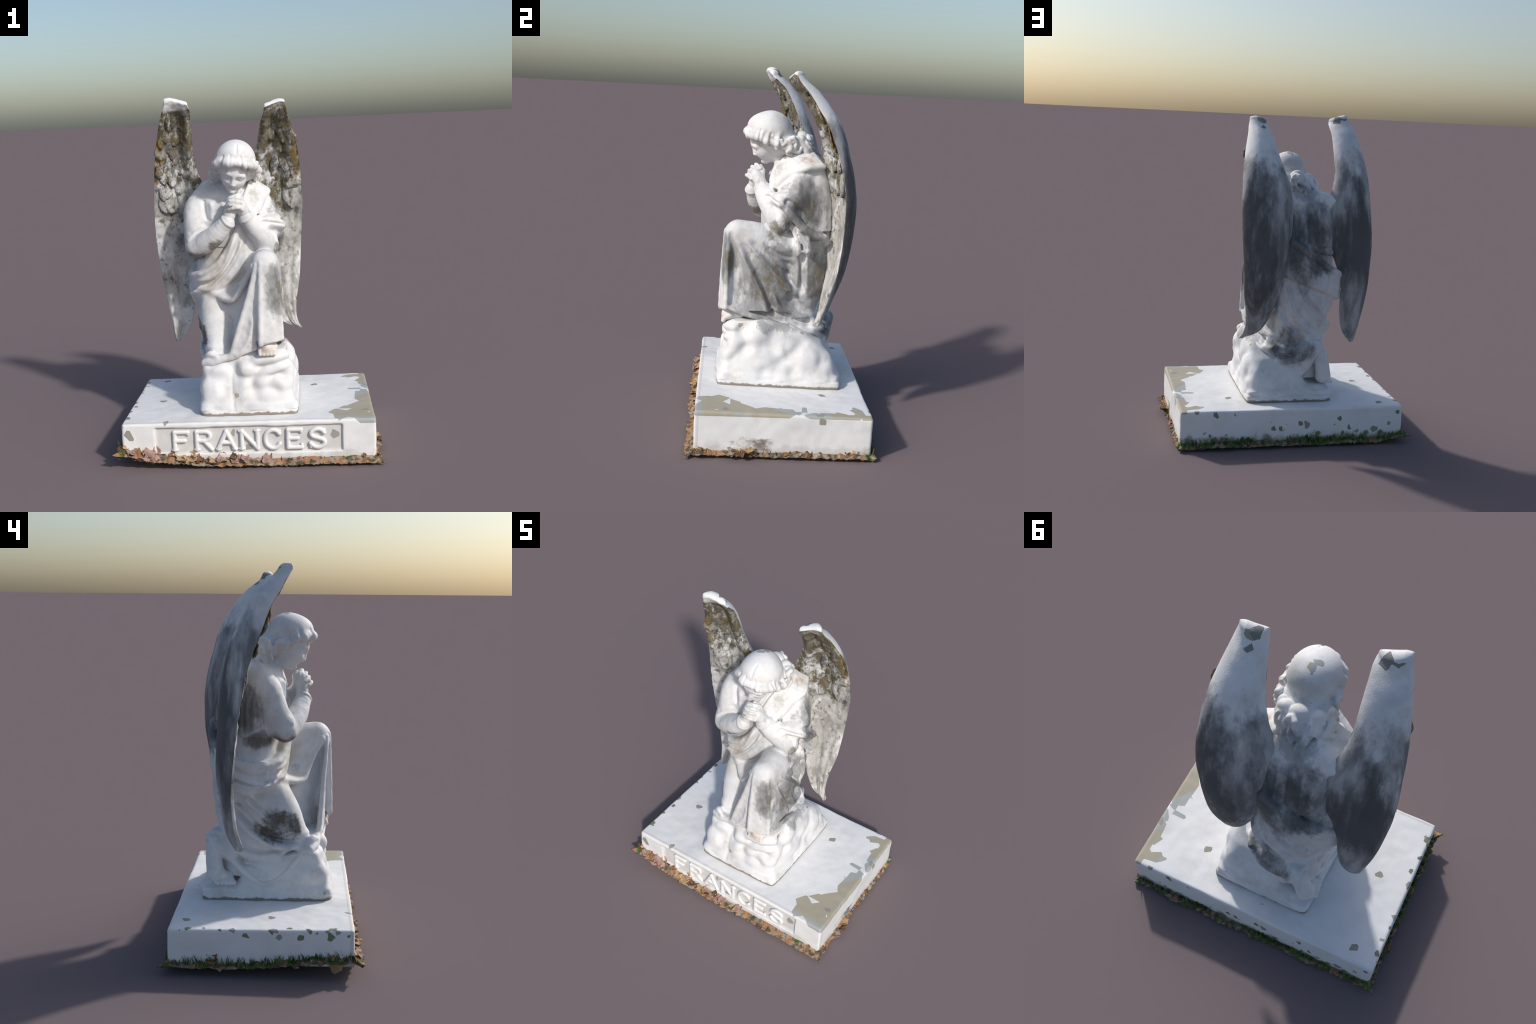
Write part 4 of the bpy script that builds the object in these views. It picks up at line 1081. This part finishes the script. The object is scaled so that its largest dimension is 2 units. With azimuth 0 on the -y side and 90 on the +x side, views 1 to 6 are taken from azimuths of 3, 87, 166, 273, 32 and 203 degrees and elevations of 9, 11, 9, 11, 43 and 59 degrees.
        V += [(o[0] - dx, o[1] - dy, z0), (o[0] + dx, o[1] + dy, z0), (o[0] + dx * .7 + lx * .45, o[1] + dy * .7 + ly * .45, z0 + h * .6), (o[0] - dx * .7 + lx * .45, o[1] - dy * .7 + ly * .45, z0 + h * .6),
              (o[0] + lx, o[1] + ly, z0 + h), (o[0] + lx + 0.0004, o[1] + ly, z0 + h)]
        F += [(b, b + 1, b + 2, b + 3), (b + 3, b + 2, b + 5, b + 4)]
    me = mesh_from('grass', np.array(V), np.array(F))
    g = put('grass', me, litter, grass)
    g['kind'] = 'stuff'
# ----------------------------------------------------------------------------
# materials: everything is computed from position with noise and cell textures
# ----------------------------------------------------------------------------
class Shader:
    def __init__(self, name, rough=0.62, spec=0.3):
        self.mat = bpy.data.materials.new(name)
        self.mat.use_nodes = True
        self.nt = self.mat.node_tree
        self.bsdf = self.nt.nodes['Principled BSDF']
        self.bsdf.inputs['Roughness'].default_value = rough
        self.bsdf.inputs['Specular IOR Level'].default_value = spec
        g = self.nt.nodes.new('ShaderNodeNewGeometry')
        self.pos = g.outputs['Position']
        s = self.nt.nodes.new('ShaderNodeSeparateXYZ')
        self.nt.links.new(self.pos, s.inputs[0])
        self.x, self.y, self.z = s.outputs

    def _in(self, sock, v):
        if isinstance(v, (int, float)):
            sock.default_value = v
        elif isinstance(v, tuple):
            sock.default_value = (*v, 1)[:len(sock.default_value)]
        else:
            self.nt.links.new(v, sock)

    def math(self, op, a, b=0.0, clamp=False):
        n = self.nt.nodes.new('ShaderNodeMath'); n.operation = op; n.use_clamp = clamp
        self._in(n.inputs[0], a); self._in(n.inputs[1], b)
        return n.outputs[0]

    def add(self, *v):
        r = v[0]
        for q in v[1:]:
            r = self.math('ADD', r, q)
        return r

    def mul(self, *v):
        r = v[0]
        for q in v[1:]:
            r = self.math('MULTIPLY', r, q)
        return r

    def step(self, v, lo, hi):
        n = self.nt.nodes.new('ShaderNodeMapRange'); n.interpolation_type = 'SMOOTHSTEP'
        self._in(n.inputs['Value'], v)
        n.inputs['From Min'].default_value = lo; n.inputs['From Max'].default_value = hi
        return n.outputs['Result']

    def vec(self, scale, vector=None):
        n = self.nt.nodes.new('ShaderNodeMapping')
        self._in(n.inputs['Vector'], vector or self.pos)
        n.inputs['Scale'].default_value = scale
        return n.outputs[0]

    def noise(self, scale, detail=4.0, rough=0.55, stretch=None, offset=0.0):
        n = self.nt.nodes.new('ShaderNodeTexNoise')
        v = self.pos
        if stretch or offset:
            m = self.nt.nodes.new('ShaderNodeMapping')
            self._in(m.inputs['Vector'], self.pos)
            m.inputs['Scale'].default_value = stretch or (1, 1, 1)
            m.inputs['Location'].default_value = (offset, offset * 0.7, -offset)
            v = m.outputs[0]
        self._in(n.inputs['Vector'], v)
        n.inputs['Scale'].default_value = scale; n.inputs['Detail'].default_value = detail; n.inputs['Roughness'].default_value = rough
        return n.outputs['Fac']

    def blob(self, c, r, soft=0.75):
        """1 inside an ellipsoid, fading to 0 at its rim."""
        a = self.nt.nodes.new('ShaderNodeVectorMath'); a.operation = 'SUBTRACT'
        self._in(a.inputs[0], self.pos); a.inputs[1].default_value = c
        b = self.nt.nodes.new('ShaderNodeVectorMath'); b.operation = 'DIVIDE'
        self._in(b.inputs[0], a.outputs[0]); b.inputs[1].default_value = r
        l = self.nt.nodes.new('ShaderNodeVectorMath'); l.operation = 'LENGTH'
        self._in(l.inputs[0], b.outputs[0])
        return self.step(self.math('SUBTRACT', 1.0, l.outputs['Value']), 0.0, soft)

    def cells(self, scale, stretch=(1, 1, 1)):
        """Random polygons: centre position and a random value per polygon."""
        n = self.nt.nodes.new('ShaderNodeTexVoronoi')
        self._in(n.inputs['Vector'], self.vec(stretch))
        n.inputs['Scale'].default_value = scale
        w = self.nt.nodes.new('ShaderNodeTexWhiteNoise')
        self._in(w.inputs['Vector'], n.outputs['Position'])
        s = self.nt.nodes.new('ShaderNodeSeparateXYZ')
        self._in(s.inputs[0], n.outputs['Position'])
        return s.outputs, w.outputs['Value']

    def mix(self, fac, a, b):
        n = self.nt.nodes.new('ShaderNodeMix'); n.data_type = 'RGBA'
        self._in(n.inputs['Factor'], fac)
        self._in(n.inputs['A'] if False else n.inputs[6], a); self._in(n.inputs[7], b)
        return n.outputs[2]

    def finish(self, color, bump=0.25, scale=160.0, dist=0.004):
        self._in(self.bsdf.inputs['Base Color'], color)
        b = self.nt.nodes.new('ShaderNodeBump')
        b.inputs['Strength'].default_value = bump; b.inputs['Distance'].default_value = dist
        self._in(b.inputs['Height'], self.noise(scale, 3.0))
        self.nt.links.new(b.outputs[0], self.bsdf.inputs['Normal'])
        return self.mat


WHITE, CREAM, COOL = (0.74, 0.745, 0.755), (0.53, 0.505, 0.46), (0.56, 0.57, 0.59)
DARK, GREY, OLIVE, OCHRE, BEIGE = (0.075, 0.078, 0.082), (0.30, 0.305, 0.31), (0.115, 0.095, 0.045), (0.26, 0.165, 0.045), (0.60, 0.53, 0.45)
PATCH_WARM, PATCH_COOL = (0.40, 0.365, 0.285), (0.37, 0.395, 0.385)


def stone_base(S):
    big = S.noise(5.0, 5.0)
    c = S.mix(S.step(big, 0.45, 0.75), WHITE, COOL)
    return S.mix(S.mul(S.step(S.noise(9.0, 6.0, 0.6, offset=3.1), 0.46, 0.74), 0.6), c, CREAM)


def spatter(S, color):
    """Pin-head specks of grime."""
    sp = S.noise(70.0, 2.0, offset=8.0)
    return S.mix(S.mul(S.step(sp, 0.70, 0.76), 0.55), color, GREY)


def lichen(S, color, bias, tint, lo=0.0, hi=0.3, scale=17.0, stretch=None, offset=0.0, depth=1.0):
    """Grow mottled growth where the bias (0..1) is high."""
    n = S.add(S.noise(scale, 6.0, 0.62, stretch, offset), S.mul(S.noise(scale * 4.2, 3.0, 0.6, stretch, offset + 5), 0.25))
    v = S.add(S.mul(S.math('SUBTRACT', n, 0.36), 1.9), bias)
    return S.mix(S.mul(S.step(v, 1.02 + lo, 1.02 + hi), depth), color, tint)


def polygons(S, color, weight, scale=16.0, stretch=(1, 1, 1), a=PATCH_WARM, b=PATCH_COOL):
    """Flat polygonal patches, copying untextured scan faces, where weight(cell centre, random) > 0."""
    (cx, cy, cz), rnd = S.cells(scale, stretch)
    w = weight(cx, cy, cz, rnd)
    m = S.math('GREATER_THAN', w, 0.0)
    tone = S.mix(S.math('GREATER_THAN', S.math('FRACT', S.mul(rnd, 7.31)), 0.55), a, b)
    return S.mix(m, color, tone)


def near(S, P, c, r):
    """r minus the distance of P (three sockets) from c."""
    d = 0
    for s, v in zip(P, c):
        q = S.math('SUBTRACT', s, v)
        d = S.add(S.mul(q, q), d) if d else S.mul(q, q)
    return S.math('SUBTRACT', r, S.math('SQRT', d))


def marble_figure():
    S = Shader('weathered_marble')
    c = stone_base(S)
    # warm beige mottling on the sash, lap and inner skirt
    warm = S.math('MAXIMUM', S.blob((-0.10, -0.10, 0.98), (0.30, 0.16, 0.26)), S.blob((-0.12, -0.05, 0.68), (0.12, 0.08, 0.20)))
    c = S.mix(S.mul(warm, S.step(S.noise(7.0, 4.0, offset=1.0), 0.36, 0.62), 0.75), c, BEIGE)
    # thin streaky grime over everything
    c = lichen(S, c, 0.42, (0.47, 0.45, 0.41), -0.05, 0.55, 8.0, (1, 1, 0.45), 12.0, 0.7)
    # grey growth: left flank, cloak, back, waist and hem folds
    flank = S.math('MAXIMUM', S.math('MAXIMUM', S.blob((0.24, -0.02, 0.80), (0.18, 0.40, 0.40)), S.blob((0.24, 0.14, 1.24), (0.20, 0.24, 0.36))), S.math('MAXIMUM', S.blob((0.20, -0.33, 0.95), (0.12, 0.14, 0.24)), S.blob((0.14, 0.20, 0.86), (0.12, 0.14, 0.30))))
    back = S.math('MAXIMUM', S.blob((-0.08, 0.36, 1.26), (0.36, 0.30, 0.50)), S.blob((0.06, 0.32, 0.58), (0.26, 0.18, 0.18)))
    side = S.math('MAXIMUM', S.blob((-0.29, 0.12, 1.27), (0.14, 0.15, 0.25)), S.blob((-0.28, 0.02, 1.11), (0.14, 0.20, 0.09)))
    streak = (1.0, 1.0, 0.55)
    c = lichen(S, c, flank, (0.36, 0.365, 0.37), -0.32, 0.12, 13.0, streak, 0.4, 0.95)
    c = lichen(S, c, flank, DARK, 0.0, 0.65, 15.0, streak, 6.4, 0.65)
    c = lichen(S, c, flank, (0.16, 0.13, 0.07), 0.35, 0.65, 24.0, streak, 2.7, 0.6)
    c = lichen(S, c, back, S.mix(S.step(S.noise(13.0, 5.0, 0.6, streak, 9.0), 0.38, 0.62), (0.17, 0.175, 0.18), (0.40, 0.405, 0.41)), -0.35, 0.20, 11.0, streak, 1.3, 0.95)
    c = lichen(S, c, back, DARK, 0.10, 0.55, 10.0, streak, 4.1, 0.8)
    c = lichen(S, c, side, GREY, -0.15, 0.50, 14.0, streak, 5.5)
    c = lichen(S, c, side, (0.13, 0.115, 0.075), 0.05, 0.70, 16.0, streak, 6.5, 0.75)
    # black-olive blotch on the kneeling thigh
    th = S.blob((-0.25, -0.06, 0.640), (0.22, 0.27, 0.20))
    c = lichen(S, c, th, DARK, 0.16, 0.56, 8.0, None, 7.6, 0.88)
    c = lichen(S, c, th, OLIVE, 0.40, 0.75, 12.0, None, 2.2, 0.7)
    # olive under the elbows and forearms, in the fringe and curls
    arms = S.math('MAXIMUM', S.math('MAXIMUM', S.blob((-0.25, -0.10, 1.105), (0.14, 0.13, 0.09)), S.blob((-0.12, -0.17, 1.175), (0.13, 0.09, 0.075))), S.blob((0.19, -0.03, 1.11), (0.08, 0.13, 0.12)))
    hair = S.math('MAXIMUM', S.blob((0.085, -0.10, 1.59), (0.06, 0.16, 0.05)), S.blob((-0.03, -0.16, 1.585), (0.12, 0.08, 0.035)))
    c = lichen(S, c, S.math('MAXIMUM', arms, S.mul(hair, 0.8)), OLIVE, 0.0, 0.55, 22.0, None, 9.0, 0.75)
    nape = S.blob((-0.06, 0.16, 1.50), (0.16, 0.12, 0.12))
    c = lichen(S, c, nape, GREY, -0.15, 0.40, 18.0, None, 11.0, 0.75)
    # grey shading painted into the lapel, a rust stain on the shoulder
    c = lichen(S, c, S.blob((0.07, -0.04, 1.42), (0.07, 0.08, 0.12)), (0.42, 0.40, 0.36), 0.05, 0.55, 16.0, None, 3.9, 0.6)
    c = lichen(S, c, S.blob((0.10, 0.11, 1.49), (0.09, 0.10, 0.06)), (0.45, 0.24, 0.11), 0.30, 0.75, 22.0, None, 1.9, 0.7)
    # ochre-stained toes
    c = S.mix(S.mul(S.blob((0.125, -0.31, 0.60), (0.08, 0.07, 0.05)), 0.6), c, (0.60, 0.46, 0.33))
    # crown polygons copied from untextured scan faces
    c = polygons(S, c, lambda x, y, z, r: S.add(S.math('SUBTRACT', near(S, (x, y, z), (-0.025, -0.045, 1.765), 0.055), S.mul(r, 0.035)), 0.0), 34.0)
    return S.finish(spatter(S, c))


def marble_rock():
    S = Shader('rock_marble')
    c = stone_base(S)
    stain = S.blob((0.26, 0.02, 0.60), (0.12, 0.28, 0.12))
    c = lichen(S, c, stain, GREY, 0.05, 0.35, 16.0, (1, 1, 0.5), 0.6, 0.8)
    # dirty joint against the slab
    e = S.math('SUBTRACT', 0.262, S.add(S.z, S.mul(S.y, 0.018)))
    joint = S.step(S.add(e, S.mul(S.math('SUBTRACT', S.noise(28.0, 3.0), 0.5), 0.035)), 0.0, 0.010)
    c = S.mix(S.mul(joint, 0.85), c, (0.17, 0.13, 0.09))
    c = polygons(S, c, lambda x, y, z, r: S.math('SUBTRACT', r, 0.9975), 46.0)
    return S.finish(spatter(S, c))


def marble_plinth():
    S = Shader('plinth_marble')
    c = stone_base(S)
    c = S.mix(0.6, c, (0.80, 0.805, 0.81))
    def weight(x, y, z, r):
        strip = S.math('SUBTRACT', x, 0.628)
        corner = S.math('MAXIMUM', near(S, (x, y), (0.655, -0.35), 0.145), near(S, (x, y), (0.53, -0.33), 0.085))
        back = near(S, (x, y), (0.66, 0.36), 0.10)
        v = S.add(S.math('MAXIMUM', S.math('MAXIMUM', strip, corner), back), S.mul(S.math('SUBTRACT', r, 0.55), 0.075))
        top = S.math('SUBTRACT', z, 0.205)
        return S.math('MINIMUM', v, top)
    (cx, cy, cz), rnd = S.cells(15.0)  # flat patches on the top repeat untextured faces of the scan
    m = S.math('GREATER_THAN', weight(cx, cy, cz, rnd), 0.0)
    onTop = S.step(S.z, 0.222, 0.224)
    tone = S.mix(S.math('GREATER_THAN', S.noise(4.0, 0.0, offset=2.0), 0.53), PATCH_WARM, PATCH_COOL)
    c = S.mix(S.mul(m, onTop), c, tone)
    # small green-grey scan-fault polygons along the left and front arrises, a few on the faces
    def scan_flecks(x, y, z, r):
        left = S.mul(S.step(S.math('SUBTRACT', -0.655, x), 0.0, 0.02), S.step(z, 0.19, 0.22))
        rear = S.mul(S.step(S.math('SUBTRACT', y, 0.44), 0.0, 0.02), 0.36)
        return S.math('SUBTRACT', S.add(S.mul(S.math('MAXIMUM', left, rear), 0.26), r), 1.035)
    c = polygons(S, c, scan_flecks, 40.0, (1, 1, 1), (0.20, 0.225, 0.15), (0.33, 0.34, 0.31))
    c = polygons(S, c, lambda x, y, z, r: S.math('SUBTRACT', r, 0.990), 26.0, (1, 1, 1.0), (0.30, 0.29, 0.25), (0.34, 0.35, 0.34))
    # green and brown rising damp at the foot, strongest at back and left
    green = S.math('MAXIMUM', S.step(S.y, 0.40, 0.46), S.step(S.math('MULTIPLY', S.x, -1.0), 0.64, 0.68))
    foot = S.step(S.math('SUBTRACT', S.add(0.085, S.mul(S.math('SUBTRACT', S.noise(13.0, 4.0, 0.6), 0.5), 0.16)), S.z), 0.0, 0.045)
    c = S.mix(S.mul(foot, S.add(S.mul(green, 0.55), 0.30)), c, S.mix(green, (0.30, 0.25, 0.19), (0.115, 0.14, 0.055)))
    scuff = S.blob((0.70, -0.14, 0.070), (0.10, 0.22, 0.085))
    c = lichen(S, c, scuff, (0.12, 0.09, 0.06), 0.15, 0.70, 12.0, (1, 1, 1.6), 3.3, 0.85)
    # grime in the name panel
    panel = S.mul(S.step(S.math('SUBTRACT', -0.425, S.y), 0.0, 0.004), S.step(S.y, -0.4475, -0.4405))
    c = S.mix(S.mul(panel, 0.35), c, (0.40, 0.375, 0.34))
    return S.finish(c, 0.2)


def wing_front():
    S = Shader('wing_front_stone')
    c = stone_base(S)
    c = S.mix(S.mul(S.step(S.noise(6.0, 5.0, offset=4.0), 0.36, 0.60), 0.75), c, (0.38, 0.37, 0.35))
    up = S.step(S.z, 0.85, 1.75)
    top = S.step(S.z, 1.45, 1.72)
    c = lichen(S, c, S.add(S.mul(up, 0.15), 0.50), (0.25, 0.245, 0.225), -0.08, 0.25, 15.0, (1, 1, 0.6), 0.2, 0.75)
    c = lichen(S, c, S.add(S.mul(up, 0.33), 0.33), OLIVE, 0.0, 0.28, 17.0, (1, 1, 0.7), 1.5, 0.92)
    c = lichen(S, c, S.mul(top, 0.75), OLIVE, 0.0, 0.40, 14.0, (1, 1, 0.5), 3.5, 0.75)
    rim = S.math('MAXIMUM', S.step(S.math('MULTIPLY', S.x, -1.0), 0.36, 0.47), S.step(S.x, 0.25, 0.31))
    c = lichen(S, c, S.mul(rim, S.step(S.z, 1.25, 1.60)), OCHRE, 0.30, 0.60, 18.0, None, 6.1, 0.85)
    c = lichen(S, c, S.add(S.mul(up, 0.16), 0.38), DARK, 0.05, 0.25, 24.0, None, 8.8, 0.85)  # dark mottling; also paints in the shade of gaps between feathers
    # rain-washed tips
    tip = S.step(S.add(S.z, S.mul(S.math('SUBTRACT', S.noise(16.0, 2.0), 0.5), 0.03), S.mul(S.x, -0.055)), 1.94, 1.955)
    c = S.mix(tip, c, WHITE)
    return S.finish(spatter(S, c), 0.5, 90.0)


def wing_back():
    S = Shader('wing_back_stone')
    c = stone_base(S)
    streak = (1.0, 1.0, 0.28)
    zz = S.add(S.z, S.mul(S.math('SUBTRACT', S.noise(7.0, 3.0), 0.5), 0.25))
    body = S.math('SUBTRACT', 1.0, S.step(zz, 1.60, 1.86))
    c = lichen(S, c, S.add(S.mul(body, 0.85), 0.12), S.mix(S.step(S.noise(11.0, 5.0, 0.6, streak, 9.0), 0.38, 0.62), (0.17, 0.175, 0.18), (0.42, 0.425, 0.43)), -0.15, 0.45, 9.0, streak, 0.9, 0.95)
    left = S.step(S.x, -0.1, 0.1)
    d = S.add(S.mul(left, 0.42), S.mul(S.blob((-0.40, 0.22, 1.22), (0.36, 0.40, 0.68), 1.0), 0.85), S.mul(S.math('SUBTRACT', 1.0, S.step(S.x, -0.40, -0.34)), 0.10), S.mul(S.blob((0.27, 0.30, 1.15), (0.16, 0.30, 0.65)), 0.55))
    c = lichen(S, c, S.mul(d, body), DARK, -0.25, 0.40, 8.0, streak, 2.9, 0.92)
    c = polygons(S, c, lambda x, y, z, r: S.math('SUBTRACT', S.math('MAXIMUM', near(S, (x, y, z), (-0.335, -0.035, 1.985), 0.055), near(S, (x, y, z), (0.205, 0.06, 1.945), 0.055)), S.mul(r, 0.03)), 30.0, (1, 1, 1), (0.33, 0.32, 0.26), (0.22, 0.22, 0.21))  # wing-tip polygons repeat faces the scan left untextured
    return S.finish(spatter(S, c), 0.3)


def leaf_material(name, a, b):
    S = Shader(name, 0.75, 0.2)
    o = S.nt.nodes.new('ShaderNodeObjectInfo')
    c = S.mix(S.step(S.noise(40.0, 4.0), 0.35, 0.7), a, b)
    c = S.mix(S.mul(o.outputs['Random'], 0.6), c, tuple(0.55 * v for v in a))
    return S.finish(c, 0.4, 120.0)


def soil_material():
    S = Shader('soil', 0.9, 0.1)
    c = S.mix(S.step(S.noise(30.0, 5.0), 0.40, 0.62), (0.10, 0.075, 0.05), (0.33, 0.27, 0.21))
    c = S.mix(S.step(S.noise(22.0, 4.0, offset=2.0), 0.50, 0.58), c, (0.34, 0.19, 0.10))
    green = S.add(S.mul(S.math('MAXIMUM', S.step(S.y, 0.40, 0.46), S.step(S.math('MULTIPLY', S.x, -1.0), 0.64, 0.68)), 0.16), S.noise(12.0, 4.0, offset=6.0))
    c = S.mix(S.step(green, 0.62, 0.72), c, (0.085, 0.13, 0.04))
    return S.finish(c, 0.8, 70.0, 0.01)


def grass_material():
    S = Shader('grass', 0.7, 0.2)
    c = S.mix(S.step(S.noise(25.0, 3.0), 0.4, 0.6), (0.045, 0.085, 0.02), (0.16, 0.20, 0.07))
    return S.finish(c, 0.1)


MARBLE, ROCK, PLINTH, WING_FRONT, WING_BACK = marble_figure(), marble_rock(), marble_plinth(), wing_front(), wing_back()
SOIL, GRASS = soil_material(), grass_material()
LEAVES = [leaf_material('leaf_brown', (0.30, 0.15, 0.065), (0.17, 0.085, 0.04)), leaf_material('leaf_tan', (0.52, 0.36, 0.20), (0.38, 0.23, 0.11)), leaf_material('leaf_pink', (0.48, 0.32, 0.27), (0.34, 0.20, 0.16)), leaf_material('leaf_dark', (0.12, 0.07, 0.04), (0.22, 0.13, 0.07))]
# ----------------------------------------------------------------------------
# assemble
# ----------------------------------------------------------------------------
def main():
    root = empty('angel_monument')
    root['label'] = 'weathered white marble kneeling angel praying on inscribed plinth'
    root['category'] = 'statue'
    fig = build_figure()
    fig.lumps(0.0015, 0.03, 21)
    clay_objects(fig, root, MARBLE)
    clay_objects(build_head(), root, MARBLE)
    clay_objects(build_hands(), root, MARBLE)
    for f in build_feet():
        clay_objects(f, root, MARBLE)
    clay_objects(build_rock(), root, ROCK)
    build_wings(root, WING_BACK, WING_FRONT)
    P = clay_objects(build_plinth(), root, PLINTH)
    plinth = P['plinth']
    co = np.empty(len(plinth.data.vertices) * 3, np.float32)
    plinth.data.vertices.foreach_get('co', co)
    plinth.data.vertices.foreach_set('co', slant(co.reshape(-1, 3)).ravel())
    for o in clay_objects(build_letters(), plinth, PLINTH, smooth=0).values():
        pass
    build_litter(root, SOIL, LEAVES, GRASS)


main()
